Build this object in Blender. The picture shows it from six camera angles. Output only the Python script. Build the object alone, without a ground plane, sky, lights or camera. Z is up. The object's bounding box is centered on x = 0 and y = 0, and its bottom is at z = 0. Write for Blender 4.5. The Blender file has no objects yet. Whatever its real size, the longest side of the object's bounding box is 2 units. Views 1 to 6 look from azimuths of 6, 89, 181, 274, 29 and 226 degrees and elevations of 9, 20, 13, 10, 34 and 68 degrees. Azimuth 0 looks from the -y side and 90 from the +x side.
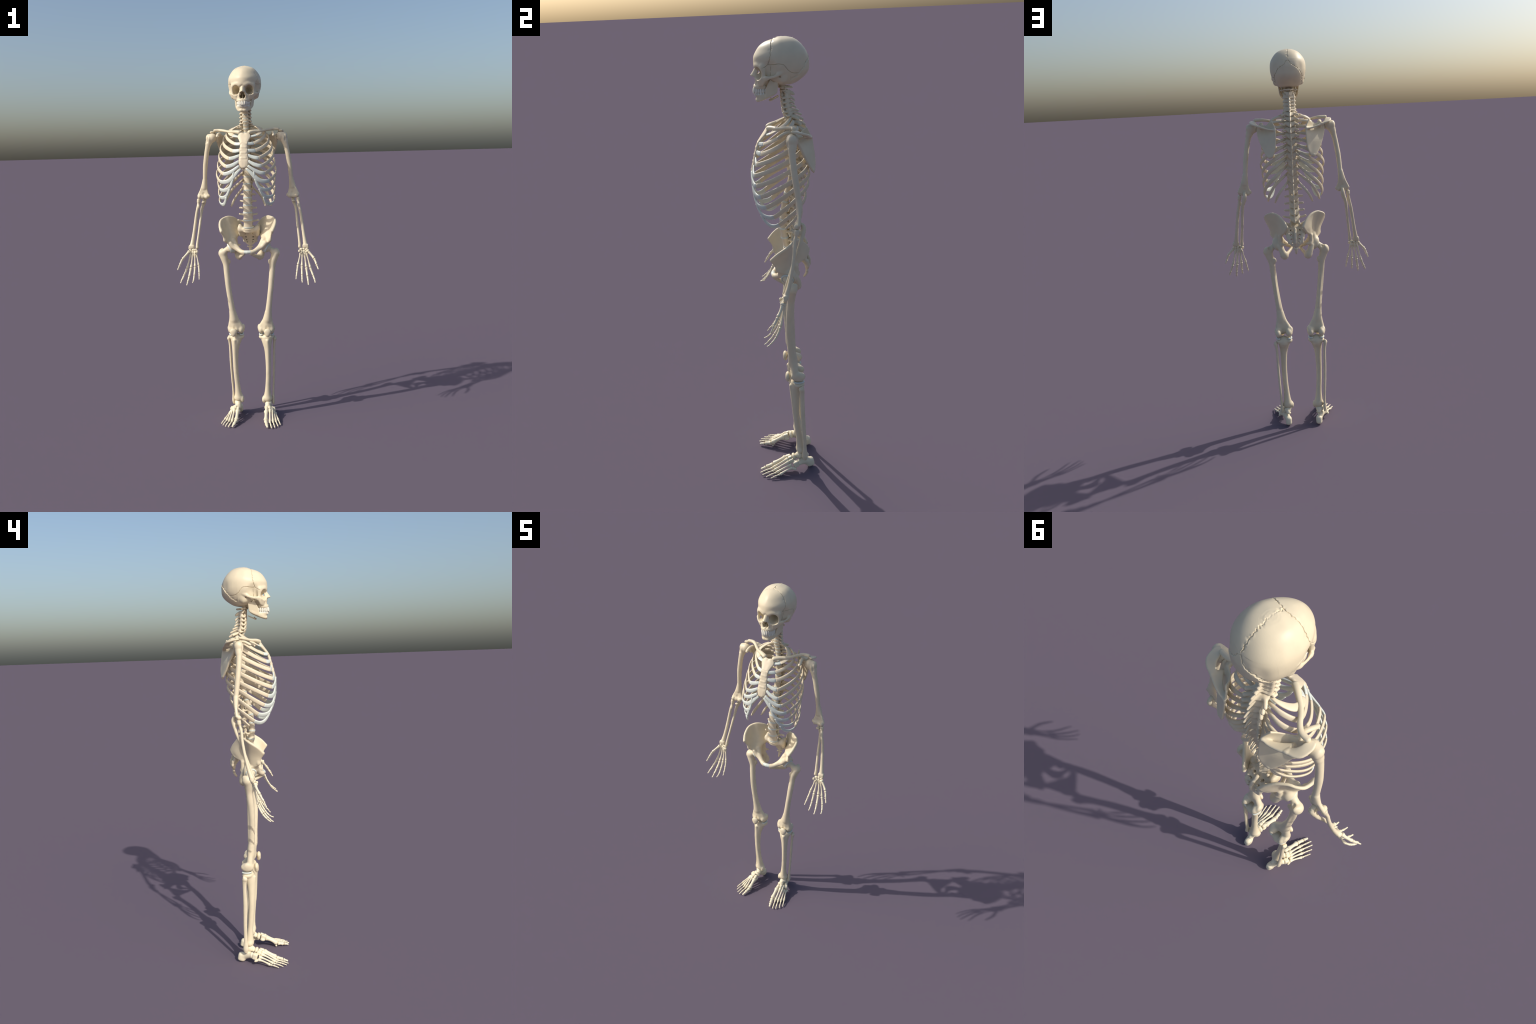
"""A standing human skeleton: bones are modelled from anatomical landmarks as smooth
blends of tubes, ellipsoids, discs and curved sheets (signed distance fields, meshed
with surface nets), and as swept profiles for ribs, cartilages, fingers and toes."""
import bpy, math, random
import numpy as np

rng = np.random.RandomState(7)
V = lambda *a: np.array(a, float)


# ------------------------------------------------------------------ materials
def material(name, base, warm, dark, rough=0.42, scale=28.0, bump=0.06):
    m = bpy.data.materials.new(name)
    m.use_nodes = True
    nt = m.node_tree
    n = nt.nodes
    b = n["Principled BSDF"]
    tc = n.new("ShaderNodeTexCoord")
    n1 = n.new("ShaderNodeTexNoise"); n1.inputs["Scale"].default_value = scale; n1.inputs["Detail"].default_value = 4
    n2 = n.new("ShaderNodeTexNoise"); n2.inputs["Scale"].default_value = scale * 9; n2.inputs["Detail"].default_value = 3
    r = n.new("ShaderNodeValToRGB")
    e = r.color_ramp.elements
    e[0].position = 0.30; e[0].color = (*dark, 1)
    e[1].position = 0.70; e[1].color = (*warm, 1)
    mid = e.new(0.5); mid.color = (*base, 1)
    bp = n.new("ShaderNodeBump"); bp.inputs["Strength"].default_value = bump; bp.inputs["Distance"].default_value = 0.002
    nt.links.new(tc.outputs["Object"], n1.inputs["Vector"])
    nt.links.new(tc.outputs["Object"], n2.inputs["Vector"])
    nt.links.new(n1.outputs["Fac"], r.inputs["Fac"])
    nt.links.new(r.outputs["Color"], b.inputs["Base Color"])
    nt.links.new(n2.outputs["Fac"], bp.inputs["Height"])
    nt.links.new(bp.outputs["Normal"], b.inputs["Normal"])
    b.inputs["Roughness"].default_value = rough
    b.inputs["Specular IOR Level"].default_value = 0.32
    return m


def tint(c, f):
    return tuple(min(1.0, x * f) for x in c)


def bone_mat(name, c, **k):
    return material(name, c, tint(c, 1.03), tint(c, 0.96), **k)


M_SKULL = bone_mat("skull_bone", (0.69, 0.60, 0.425), rough=0.44)
M_LIMB = bone_mat("limb_bone", (0.70, 0.61, 0.435))
M_AXIAL = bone_mat("axial_bone", (0.705, 0.608, 0.44))
M_HAND = bone_mat("small_bone", (0.76, 0.68, 0.495))
M_CART = bone_mat("cartilage", (0.625, 0.665, 0.60), rough=0.33)
M_TOOTH = bone_mat("tooth_enamel", (0.77, 0.74, 0.63), rough=0.25)


# ------------------------------------------------------------------ curves
def catmull(P, per=6):
    P = np.asarray(P, float)
    if len(P) < 3:
        t = np.linspace(0, 1, per + 1)[:, None]
        return P[0] * (1 - t) + P[-1] * t
    Q = np.vstack([2 * P[0] - P[1], P, 2 * P[-1] - P[-2]])
    out = []
    for i in range(len(P) - 1):
        a, b, c, d = Q[i:i + 4]
        for f in np.linspace(0, 1, per, endpoint=False):
            out.append(0.5 * (2 * b + (c - a) * f + (2 * a - 5 * b + 4 * c - d) * f * f + (3 * b - a - 3 * c + d) * f ** 3))
    out.append(P[-1])
    return np.array(out)


def interp(xs, ys):
    """monotone-ish smooth interpolation (Catmull-Rom tangents limited) as a function"""
    xs = np.asarray(xs, float); ys = np.asarray(ys, float)
    if xs[0] > xs[-1]:
        xs = xs[::-1]; ys = ys[::-1]
    d = np.diff(ys) / np.diff(xs)
    m = np.concatenate([[d[0]], (d[1:] + d[:-1]) / 2, [d[-1]]])
    for i in range(1, len(m) - 1):
        if d[i - 1] * d[i] <= 0:
            m[i] = 0
        else:
            lim = 3 * min(abs(d[i - 1]), abs(d[i])); m[i] = np.clip(m[i], -lim, lim)

    def f(x):
        x = np.clip(x, xs[0], xs[-1])
        i = np.clip(np.searchsorted(xs, x) - 1, 0, len(xs) - 2)
        h = xs[i + 1] - xs[i]; t = (x - xs[i]) / h
        return ((2 * t ** 3 - 3 * t ** 2 + 1) * ys[i] + (t ** 3 - 2 * t ** 2 + t) * h * m[i]
                + (-2 * t ** 3 + 3 * t ** 2) * ys[i + 1] + (t ** 3 - t ** 2) * h * m[i + 1])
    return f


def unit(v):
    v = np.asarray(v, float)
    return v / np.linalg.norm(v)


# ------------------------------------------------------------------ distance-field primitives: (bbox lo, hi, distance function)
def tube(P, R, u=None, ratio=1.0, per=5):
    P = np.asarray(P, float)
    R = np.full(len(P), R, float) if np.isscalar(R) else np.asarray(R, float)
    C = catmull(np.hstack([P, R[:, None]]), per)
    uu = None if u is None else unit(u)
    parts = []
    for a, b in zip(C[:-1], C[1:]):
        lo = np.minimum(a[:3] - a[3], b[:3] - b[3]); hi = np.maximum(a[:3] + a[3], b[:3] + b[3])

        def f(X, a=a, b=b):
            A = a[:3]; D = b[:3] - a[:3]
            W = X - A
            if uu is not None:
                D = D + uu * (D @ uu) * (1 / ratio - 1)
                W = W + uu * ((W @ uu) * (1 / ratio - 1))[..., None]
            t = np.clip((W @ D) / max(D @ D, 1e-12), 0, 1)
            return np.sqrt(((W - t[..., None] * D) ** 2).sum(-1)) - (a[3] + (b[3] - a[3]) * t)
        parts.append((lo, hi, f))
    return parts


def ell(c, r, rot=None):
    c = np.asarray(c, float); r = np.full(3, r, float) if np.isscalar(r) else np.asarray(r, float)
    M = np.eye(3) if rot is None else np.asarray(rot, float)
    e = np.sqrt(((M.T * r[None]) ** 2).sum(1)) if rot is not None else r

    def f(X):
        q = (X - c) @ M.T
        k0 = np.sqrt(((q / r) ** 2).sum(-1)); k1 = np.sqrt(((q / r ** 2) ** 2).sum(-1))
        return k0 * (k0 - 1) / np.maximum(k1, 1e-9)
    return [(c - e, c + e, f)]


def axes(z, hint=(0, 0, 1)):
    """rotation matrix with rows (a, b, z)"""
    z = unit(z); h = np.asarray(hint, float)
    if abs(z @ unit(h)) > 0.95:
        h = V(0, 1, 0)
    a = unit(np.cross(h, z)); b = np.cross(z, a)
    return np.array([a, b, z])


def box(c, hf, r, rot=None):
    c = np.asarray(c, float); hf = np.asarray(hf, float); M = np.eye(3) if rot is None else np.asarray(rot, float)
    e = np.abs(M.T) @ hf

    def f(X):
        q = np.abs((X - c) @ M.T) - hf + r
        return np.sqrt((np.maximum(q, 0) ** 2).sum(-1)) + np.minimum(q.max(-1), 0) - r
    return [(c - e, c + e, f)]


def drum(c, axis, back, wx, dy, hh, waist=0.1, r=0.002, kidney=0.0):
    """vertebral body: elliptical cylinder, waisted, rims rounded"""
    c = np.asarray(c, float); axis = unit(axis); back = unit(back)
    e = V(wx, max(dy, hh) + 0.004, max(dy, hh) + 0.004)

    def f(X):
        W = X - c
        t = W @ axis; y = W @ back; x = W[..., 0]
        s = 1 - waist * np.clip(1 - (t / hh) ** 2, 0, 1)
        x_ = x / (wx * s); y_ = y / (dy * s) + kidney * np.exp(-(x / (0.6 * wx)) ** 2) * (y > 0)
        k = np.sqrt(x_ ** 2 + y_ ** 2)
        a = (k - 1) * min(wx, dy) + r; b = np.abs(t) - hh + r
        return np.sqrt(np.maximum(a, 0) ** 2 + np.maximum(b, 0) ** 2) + np.minimum(np.maximum(a, b), 0) - r
    return [(c - e, c + e, f)]


def sheet(G, th, per=4):
    """curved plate through a grid of points, thickness radius th (scalar or grid)"""
    G = np.asarray(G, float)
    th = np.full(G.shape[:2], th, float) if np.isscalar(th) else np.asarray(th, float)
    F = np.concatenate([G, th[..., None]], -1)
    F = np.array([catmull(r, per) for r in F]); F = np.array([catmull(F[:, j], per) for j in range(F.shape[1])]).transpose(1, 0, 2)
    parts = []
    for i in range(F.shape[0] - 1):
        for j in range(F.shape[1] - 1):
            q = [F[i, j], F[i + 1, j], F[i + 1, j + 1], F[i, j + 1]]
            for t in ((0, 1, 2), (0, 2, 3)):
                a, b, c = (q[k] for k in t)
                lo = np.minimum.reduce([a[:3] - a[3], b[:3] - b[3], c[:3] - c[3]]); hi = np.maximum.reduce([a[:3] + a[3], b[:3] + b[3], c[:3] + c[3]])

                def f(X, a=a, b=b, c=c):
                    A, B, C = a[:3], b[:3], c[:3]
                    v0 = B - A; v1 = C - A; W = X - A
                    d00 = v0 @ v0; d01 = v0 @ v1; d11 = v1 @ v1; den = d00 * d11 - d01 * d01
                    w0 = W @ v0; w1 = W @ v1
                    if den < 1e-16:
                        v = np.clip(w0 / max(d00, 1e-12), 0, 1); w = np.zeros_like(v)
                    else:
                        v = (d11 * w0 - d01 * w1) / den; w = (d00 * w1 - d01 * w0) / den
                        out = (v < 0) | (w < 0) | (v + w > 1)
                        if out.any():
                            best = None
                            for P, E, mk in ((A, v0, 0), (A, v1, 1), (B, C - B, 2)):
                                Wp = X - P; t_ = np.clip((Wp @ E) / max(E @ E, 1e-12), 0, 1)
                                dd = ((Wp - t_[..., None] * E) ** 2).sum(-1)
                                vv, ww = (t_, 0 * t_) if mk == 0 else ((0 * t_, t_) if mk == 1 else (1 - t_, t_))
                                if best is None:
                                    best = [dd, vv, ww]
                                else:
                                    s = dd < best[0]
                                    best = [np.where(s, dd, best[0]), np.where(s, vv, best[1]), np.where(s, ww, best[2])]
                            v = np.where(out, best[1], v); w = np.where(out, best[2], w)
                    N = W - v[..., None] * v0 - w[..., None] * v1
                    return np.sqrt((N ** 2).sum(-1)) - (a[3] + v * (b[3] - a[3]) + w * (c[3] - a[3]))
                parts.append((lo, hi, f))
    return parts


def func(lo, hi, f):
    return [(np.asarray(lo, float), np.asarray(hi, float), f)]


class Field:
    """signed distance field on a grid; sym=True builds the x>=0 half and mirrors it"""

    def __init__(self, h, sym=False):
        self.h = h; self.sym = sym; self.ops = []; self.post = None

    def add(self, prim, k=0.004):
        self.ops.append((0, prim, k)); return self

    def sub(self, prim, k=0.002):
        self.ops.append((1, prim, k)); return self

    def finish(self, f):
        """f(points, distances) -> distances, applied near the surface after mirroring"""
        self.post = f; return self

    def mesh(self, smooth=2):
        h = self.h
        lo = np.min([p[0] for o in self.ops if o[0] == 0 for p in o[1]], 0) - 4 * h
        hi = np.max([p[1] for o in self.ops if o[0] == 0 for p in o[1]], 0) + 4 * h
        if self.sym:
            lo[0] = h / 2
        n = np.ceil((hi - lo) / h).astype(int) + 1
        ax = [lo[i] + h * np.arange(n[i]) for i in range(3)]
        D = np.full(n, 1.0)
        for op, prim, k in self.ops:
            # the pieces of one primitive are joined plainly first, then blended in
            plo = np.min([p[0] for p in prim], 0); phi = np.max([p[1] for p in prim], 0)
            g0 = np.maximum(np.floor((plo - k - 2.5 * h - lo) / h).astype(int), 0)
            g1 = np.minimum(np.ceil((phi + k + 2.5 * h - lo) / h).astype(int) + 1, n)
            if (g1 <= g0).any():
                continue
            E = np.full(g1 - g0, 1.0)
            for a, b, f in prim:
                s0 = np.maximum(np.floor((a - k - 2.5 * h - lo) / h).astype(int), g0); s1 = np.minimum(np.ceil((b + k + 2.5 * h - lo) / h).astype(int) + 1, g1)
                if (s1 <= s0).any():
                    continue
                X = np.stack(np.meshgrid(*[ax[i][s0[i]:s1[i]] for i in range(3)], indexing="ij"), -1)
                sl = tuple(slice(s0[i] - g0[i], s1[i] - g0[i]) for i in range(3))
                E[sl] = np.minimum(E[sl], f(X))
            sl = tuple(slice(g0[i], g1[i]) for i in range(3))
            A = D[sl]
            if op == 0:
                q = np.maximum(k - np.abs(A - E), 0) / max(k, 1e-9)
                D[sl] = np.minimum(A, E) - q * q * k / 4
            else:
                q = np.maximum(k - np.abs(A + E), 0) / max(k, 1e-9)
                D[sl] = np.maximum(A, -E) + q * q * k / 4
        if self.sym:
            D = np.concatenate([D[::-1], D], 0)
            lo = lo.copy(); lo[0] = -h / 2 - h * (n[0] - 1)
        if self.post is not None:
            w = np.argwhere(np.abs(D) < .010)
            D[tuple(w.T)] = self.post(lo + h * w, D[tuple(w.T)])
        return nets(D, lo, h, smooth)


def nets(D, lo, h, smooth=2):
    """naive surface nets + Taubin smoothing"""
    S = D < 0
    nx, ny, nz = D.shape
    cnt = sum(S[i:nx - 1 + i, j:ny - 1 + j, k:nz - 1 + k].astype(np.int8) for i in (0, 1) for j in (0, 1) for k in (0, 1))
    I = np.argwhere((cnt > 0) & (cnt < 8))
    idx = np.full(cnt.shape, -1, np.int64); idx[tuple(I.T)] = np.arange(len(I))
    pos = np.zeros((len(I), 3)); wt = np.zeros(len(I))
    cs = [(i, j, k) for i in (0, 1) for j in (0, 1) for k in (0, 1)]
    for a in cs:
        for d in range(3):
            if a[d]:
                continue
            b = tuple(a[i] + (i == d) for i in range(3))
            da = D[I[:, 0] + a[0], I[:, 1] + a[1], I[:, 2] + a[2]]; db = D[I[:, 0] + b[0], I[:, 1] + b[1], I[:, 2] + b[2]]
            c = (da < 0) != (db < 0)
            t = np.where(c, da / np.where(c, da - db, 1), 0)
            p = np.tile(np.array(a, float), (len(I), 1)); p[:, d] += t
            pos += p * c[:, None]; wt += c
    Vt = lo + h * (I + pos / wt[:, None])
    faces = []
    for d in range(3):
        e, f = [(1, 2), (2, 0), (0, 1)][d]
        n1 = [nx, ny, nz]; sl0 = [slice(None)] * 3; sl1 = [slice(None)] * 3
        sl0[d] = slice(0, n1[d] - 1); sl1[d] = slice(1, n1[d])
        s0 = S[tuple(sl0)]; s1 = S[tuple(sl1)]
        K = np.argwhere(s0 != s1)
        K = K[(K[:, e] > 0) & (K[:, f] > 0) & (K[:, e] < n1[e] - 1) & (K[:, f] < n1[f] - 1)]
        if not len(K):
            continue
        pos_in = s0[tuple(K.T)]

        def cell(oe, of):
            c = K.copy(); c[:, e] -= oe; c[:, f] -= of
            return idx[tuple(c.T)]
        q = np.stack([cell(1, 1), cell(0, 1), cell(0, 0), cell(1, 0)], 1)
        q[~pos_in] = q[~pos_in][:, ::-1]
        faces.append(q)
    F = np.vstack(faces)
    if smooth:
        E = np.vstack([F[:, [0, 1]], F[:, [1, 2]], F[:, [2, 3]], F[:, [3, 0]]])
        deg = np.maximum(np.bincount(E[:, 0], minlength=len(Vt)) + np.bincount(E[:, 1], minlength=len(Vt)), 1)
        for it in range(2 * smooth):
            lam = 0.55 if it % 2 == 0 else -0.57
            L = np.empty_like(Vt)
            for c in range(3):
                L[:, c] = (np.bincount(E[:, 0], Vt[E[:, 1], c], len(Vt)) + np.bincount(E[:, 1], Vt[E[:, 0], c], len(Vt))) / deg
            Vt = Vt + lam * (L - Vt)
    return Vt, F


# ------------------------------------------------------------------ swept profiles
def sweep(P, W, T, normal, seg=14, per=6, power=2.3, blunt=1.0):
    """sweep a rounded flat section (half width W across, half thickness T along `normal`) with rounded ends"""
    P = np.asarray(P, float); n = len(P)
    W = np.full(n, W, float) if np.isscalar(W) else np.asarray(W, float)
    T = np.full(n, T, float) if np.isscalar(T) else np.asarray(T, float)
    C = catmull(np.hstack([P, W[:, None], T[:, None]]), per)
    tan = np.gradient(C[:, :3], axis=0); tan /= np.linalg.norm(tan, axis=1)[:, None]
    rings = []
    k = len(C)
    caps = [(-0.98, 0.18), (-0.8, 0.6), (-0.5, 0.86)]

    def ring(p, w, t, tg):
        nv = normal(p) if callable(normal) else np.asarray(normal, float)
        nv = unit(nv - tg * (nv @ tg)); s = np.cross(tg, nv)
        th = np.linspace(0, 2 * np.pi, seg, endpoint=False)
        c, d = np.cos(th), np.sin(th)
        x = np.sign(c) * np.abs(c) ** (2 / power) * w; y = np.sign(d) * np.abs(d) ** (2 / power) * t
        return p + x[:, None] * s + y[:, None] * nv
    for off, sc in caps:
        rings.append(ring(C[0, :3] + tan[0] * off * C[0, 4] * blunt, C[0, 3] * sc, C[0, 4] * sc, tan[0]))
    for i in range(k):
        rings.append(ring(C[i, :3], C[i, 3], C[i, 4], tan[i]))
    for off, sc in caps[::-1]:
        rings.append(ring(C[-1, :3] - tan[-1] * off * C[-1, 4] * blunt, C[-1, 3] * sc, C[-1, 4] * sc, tan[-1]))
    Vt = np.vstack(rings); m = len(rings)
    F = []
    for i in range(m - 1):
        for j in range(seg):
            a = i * seg + j; b = i * seg + (j + 1) % seg
            F.append((a, b, b + seg, a + seg))
    F.append(tuple(range(seg))[::-1]); F.append(tuple((m - 1) * seg + j for j in range(seg)))
    return Vt, F


BONE_T = V(0, .05, .16, .32, .5, .68, .84, .95, 1)


def digit_bone(a, b, r0, rs, r1, bow=None, flat=0.9, seg=14):
    """small long bone from a to b: base radius r0, shaft rs, head r1"""
    a = np.asarray(a, float); b = np.asarray(b, float)
    R = V(r0 * .90, r0, rs + (r0 - rs) * .50, rs * 1.08, rs, rs * 1.04, rs + (r1 - rs) * .5, r1, r1 * .86)
    L = np.linalg.norm(b - a); d = (b - a) / L
    t0 = BONE_T * (1 - (r0 * .42 + r1 * .42) / L) + r0 * .42 / L
    P = a + np.outer(t0, b - a)
    if bow is not None:
        P = P + np.outer(np.sin(np.pi * t0), np.asarray(bow, float))
    nrm = bow if bow is not None and np.linalg.norm(bow) > 1e-6 else V(0, -1, .2)
    return sweep(P, R, R * flat, np.asarray(nrm, float) / np.linalg.norm(nrm), seg, 3, 2.2, 0.55)


# ------------------------------------------------------------------ scene objects
root = bpy.data.objects.new("human_skeleton", None)
bpy.context.scene.collection.objects.link(root)
root["label"] = "standing life-size human skeleton, cream bones, pale blue cartilage"
root["category"] = "human skeleton"
WORLD = {root: V(0, 0, 0)}


def put(name, VF, mat, parent=None, mirror=False, origin=None, kind=None):
    Vt, F = VF
    Vt = np.asarray(Vt, float)
    if mirror:
        Vt = Vt * V(-1, 1, 1)
        F = F[:, ::-1] if isinstance(F, np.ndarray) else [f[::-1] for f in F]
    parent = parent or root
    o = (Vt.min(0) + Vt.max(0)) / 2 if origin is None else np.asarray(origin, float)
    me = bpy.data.meshes.new(name)
    me.from_pydata((Vt - o).tolist(), [], F.tolist() if isinstance(F, np.ndarray) else F)
    me.polygons.foreach_set("use_smooth", np.ones(len(me.polygons), bool))
    me.materials.append(mat)
    me.update()
    ob = bpy.data.objects.new(name, me)
    bpy.context.scene.collection.objects.link(ob)
    ob.parent = parent
    ob.location = o - WORLD[parent]
    WORLD[ob] = o
    if kind:
        ob["kind"] = kind
    return ob


def pair(name, VF, mat, parent=None):
    pl, pr = parent if isinstance(parent, tuple) else (parent, parent)
    return put(name, VF, mat, pl), put(name, VF, mat, pr, mirror=True)


def merge(*parts):
    Vs, Fs, o = [], [], 0
    for v, f in parts:
        Vs.append(v); Fs += [tuple(int(i) + o for i in q) for q in f]; o += len(v)
    return np.vstack(Vs), Fs


# ================================================================== SPINE
# front edge of every disc (y, z), from below the second neck vertebra down to the sacrum
DISCS = [(.0150, 1.779), (.0155, 1.760), (.0165, 1.7415), (.0185, 1.722), (.0215, 1.703), (.029, 1.685),
         (.036, 1.665), (.042, 1.644), (.047, 1.620), (.050, 1.594), (.052, 1.567), (.052, 1.538), (.050, 1.508), (.046, 1.477), (.040, 1.442), (.030, 1.404), (.018, 1.366),
         (.0065, 1.330), (.0, 1.289), (-.006, 1.247), (-.0065, 1.205), (-.002, 1.161), (.008, 1.118)]
# tips of the spinous processes (y, z), third neck vertebra to fifth lumbar
SPINOUS = [(.076, 1.752), (.0745, 1.738), (.0805, 1.7235), (.0905, 1.709), (.103, 1.691),
           (.110, 1.671), (.118, 1.649), (.130, 1.618), (.133, 1.591), (.130, 1.552), (.1285, 1.510), (.126, 1.478), (.1215, 1.446), (.118, 1.412), (.113, 1.377), (.109, 1.342), (.098, 1.304),
           (.089, 1.270), (.084, 1.236), (.080, 1.203), (.080, 1.170), (.081, 1.138)]
# tips of the transverse processes (x, dy behind body front, z offset from body middle)
TRANS = ([(.029, .017, -.004)] * 4 + [(.033, .022, 0)]
         + [(.043, .052, .004), (.042, .054, .002), (.041, .054, .0), (.041, .054, -.002), (.041, .054, -.004), (.041, .055, -.006), (.040, .057, -.008), (.039, .058, -.010), (.038, .058, -.012), (.035, .055, -.012), (.030, .050, -.012), (.028, .046, -.010)]
         + [(.0435, .053, -.006), (.047, .057, -.0), (.0494, .054, .004), (.052, .053, .012), (.0605, .038, .022)])


def grade(i):
    """half width and half depth of the body below disc i"""
    t = i / 22.0
    wx = interp([0, .22, .3, .5, .75, 1], [.0165, .0165, .0155, .017, .0225, .0275])(t)
    dy = interp([0, .22, .3, .5, .75, 1], [.0085, .0090, .0100, .0130, .0165, .0190])(t)
    return float(wx), float(dy)


vertebrae = []
for i in range(22):
    (y0, z0), (y1, z1) = DISCS[i], DISCS[i + 1]
    wx, dy = grade(i + .5)
    axis = unit(V(0, y0 - y1, z0 - z1)); back = unit(V(0, axis[2], -axis[1]))
    front = V(0, (y0 + y1) / 2, (z0 + z1) / 2)
    L = math.hypot(y0 - y1, z0 - z1)
    gap = .0022 if i < 6 else (.0026 if i < 16 else .0034)
    c = front + back * dy
    neck, lumbar = i < 5, i >= 17
    bk = dy * 2
    at = lambda x, b, a: front + back * b + axis * a + V(x, 0, 0)
    F = Field(.0013 if i < 12 else .0016, sym=True)
    F.add(drum(c, axis, back, wx, dy, L / 2 - gap, waist=.13 if not neck else .04, r=.002, kidney=.12), .001)
    if neck:
        F.add(ell(at(wx * .85, dy, L * .3), (.004, .006, .007)), .004)
    cw = wx * (.78 if neck else .72)          # canal half width
    lam = bk + (.013 if neck else .015)       # lamina depth
    za = 0 if neck else (L * .12 if not lumbar else L * .1)
    rr = .0035 if neck else (.0042 if not lumbar else .0052)
    F.add(tube([at(cw * .9, bk - .006, za), at(cw + .001, bk + .003, za), at(cw, bk + .008, za - .002)], [rr * 1.05, rr, rr], u=(1, 0, 0), ratio=.8), .004)
    if neck:
        px = .0225                                # articular pillars and roof-tile laminae
        F.add(tube([at(px, bk + .007, L * .50), at(px, bk + .008, 0), at(px, bk + .010, -L * .50)], [.0062, .0078, .0062], u=(1, 0, 0), ratio=.85), .003)
        F.add(sheet([[at(px, bk + .008, L * .34), at(.013, bk + .014, L * .26), at(0, bk + .018, L * .16)],
                     [at(px + .001, bk + .012, -L * .30), at(.014, bk + .019, -L * .36), at(0, bk + .024, -L * .44)]], .0034, per=3), .005)
        lam = bk + .018
    else:
        hw_ = .0235 if not lumbar else .0200       # half width of the roof of laminae
        d_ = 0 if not lumbar else .002
        F.add(sheet([[at(0, bk + .013 + d_, L * (.34 if not lumbar else .18)), at(hw_ * .5, bk + .012 + d_, L * (.38 if not lumbar else .25)), at(hw_ * .92, bk + .008 + d_, L * .44)],
                     [at(0, bk + .024 + d_, -L * .05), at(hw_ * .55, bk + .021 + d_, -L * .02), at(hw_, bk + .015 + d_, L * .05)],
                     [at(0, bk + .030 + d_, -L * (.80 if not lumbar else .40)), at(hw_ * .45, bk + .026 + d_, -L * (.55 if not lumbar else .38)), at(hw_ * .85, bk + .019 + d_, -L * .30)]], [[.0036, .0040, .0048], [.0046, .0050, .0056], [.0046, .0046, .0042]], per=3), .005)
        lam = bk + .021
        # articular processes
        fx = cw * .98
        F.add(ell(at(fx, bk + .009 + d_, za + L * .46), (.0062, .0050, L * .28)), .004)
        F.add(ell(at(fx * .85, bk + .014 + d_, za - L * .52), (.0056, .0050, L * .28)), .004)
    # spinous process
    sy, sz = SPINOUS[i]
    tip = V(0, sy, sz)
    st = at(0, lam + .001, za - L * .16)
    m1 = st * .5 + tip * .5 + V(0, 0, .002)
    if lumbar:
        F.add(sheet([[st + V(0, 0, .008), m1 + V(0, 0, .009), tip + V(0, -.002, .008)], [st + V(0, 0, -.006), m1 + V(0, 0, -.006), tip + V(0, -.002, -.007)]], [[.0034, .0028, .0034], [.0036, .0030, .0040]], per=3), .006)
    else:
        r0, r1 = (.0056, .0044) if neck else (.0076, .0050)
        F.add(tube([st, m1, tip - unit(tip - st) * r1], [r0, r0 * .85, r1], u=(1, 0, 0), ratio=.62 if not neck else .8), .008)
        if i in (0, 1, 2, 3):   # forked tips
            F.add(tube([m1, tip + V(.0045, -.002, -.001)], [.003, .0026]), .003)
    # transverse process
    tx, tb, ta = TRANS[i]
    tt = V(tx, front[1] + tb, front[2] + ta)
    if neck:
        F.add(tube([at(wx * .8, dy, 0), tt + V(-.002, -.006, 0)], [.0042, .0040]), .004)
        F.add(tube([at(cw, bk + .004, 0), tt + V(-.001, .003, 0)], [.0046, .0042]), .004)
        F.add(tube([tt + V(.001, -.006, -.001), tt + V(.001, .003, -.001)], .0042), .003)
    elif lumbar:
        F.add(tube([at(cw, bk + .006, za), at(cw, bk + .006, za) * .45 + tt * .55 + V(0, .003, 0), tt - V(.004, 0, 0)], [.0062, .0054, .0058], u=(0, 1, 0), ratio=.65), .006)
    else:
        F.add(tube([at(cw, bk + .012, za), at(cw, bk + .014, za) * .5 + tt * .5, tt - V(.004, 0, 0)], [.0070, .0062, .0060 if i < 15 else .0048]), .006)
    vb = put("vertebra", F.mesh(), M_AXIAL)
    vertebrae.append((vb, front, back, axis, wx, dy, L))
# discs of cartilage between the bodies
for i in range(23):
    y, z = DISCS[i]
    wx, dy = grade(i)
    d = V(0, DISCS[max(i - 1, 0)][0] - DISCS[min(i + 1, 22)][0], DISCS[max(i - 1, 0)][1] - DISCS[min(i + 1, 22)][1])
    axis = unit(d); back = unit(V(0, axis[2], -axis[1]))
    gap = .0024 if i < 6 else (.0030 if i < 16 else .0042)
    F = Field(.0012, sym=True).add(drum(V(0, y, z) + back * dy, axis, back, wx * .985, dy * .985, gap, waist=-.03, r=.0016), .001)
    par = vertebrae[min(i, 21)][0]
    put("intervertebral_disc", F.mesh(1), M_CART, par)

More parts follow.
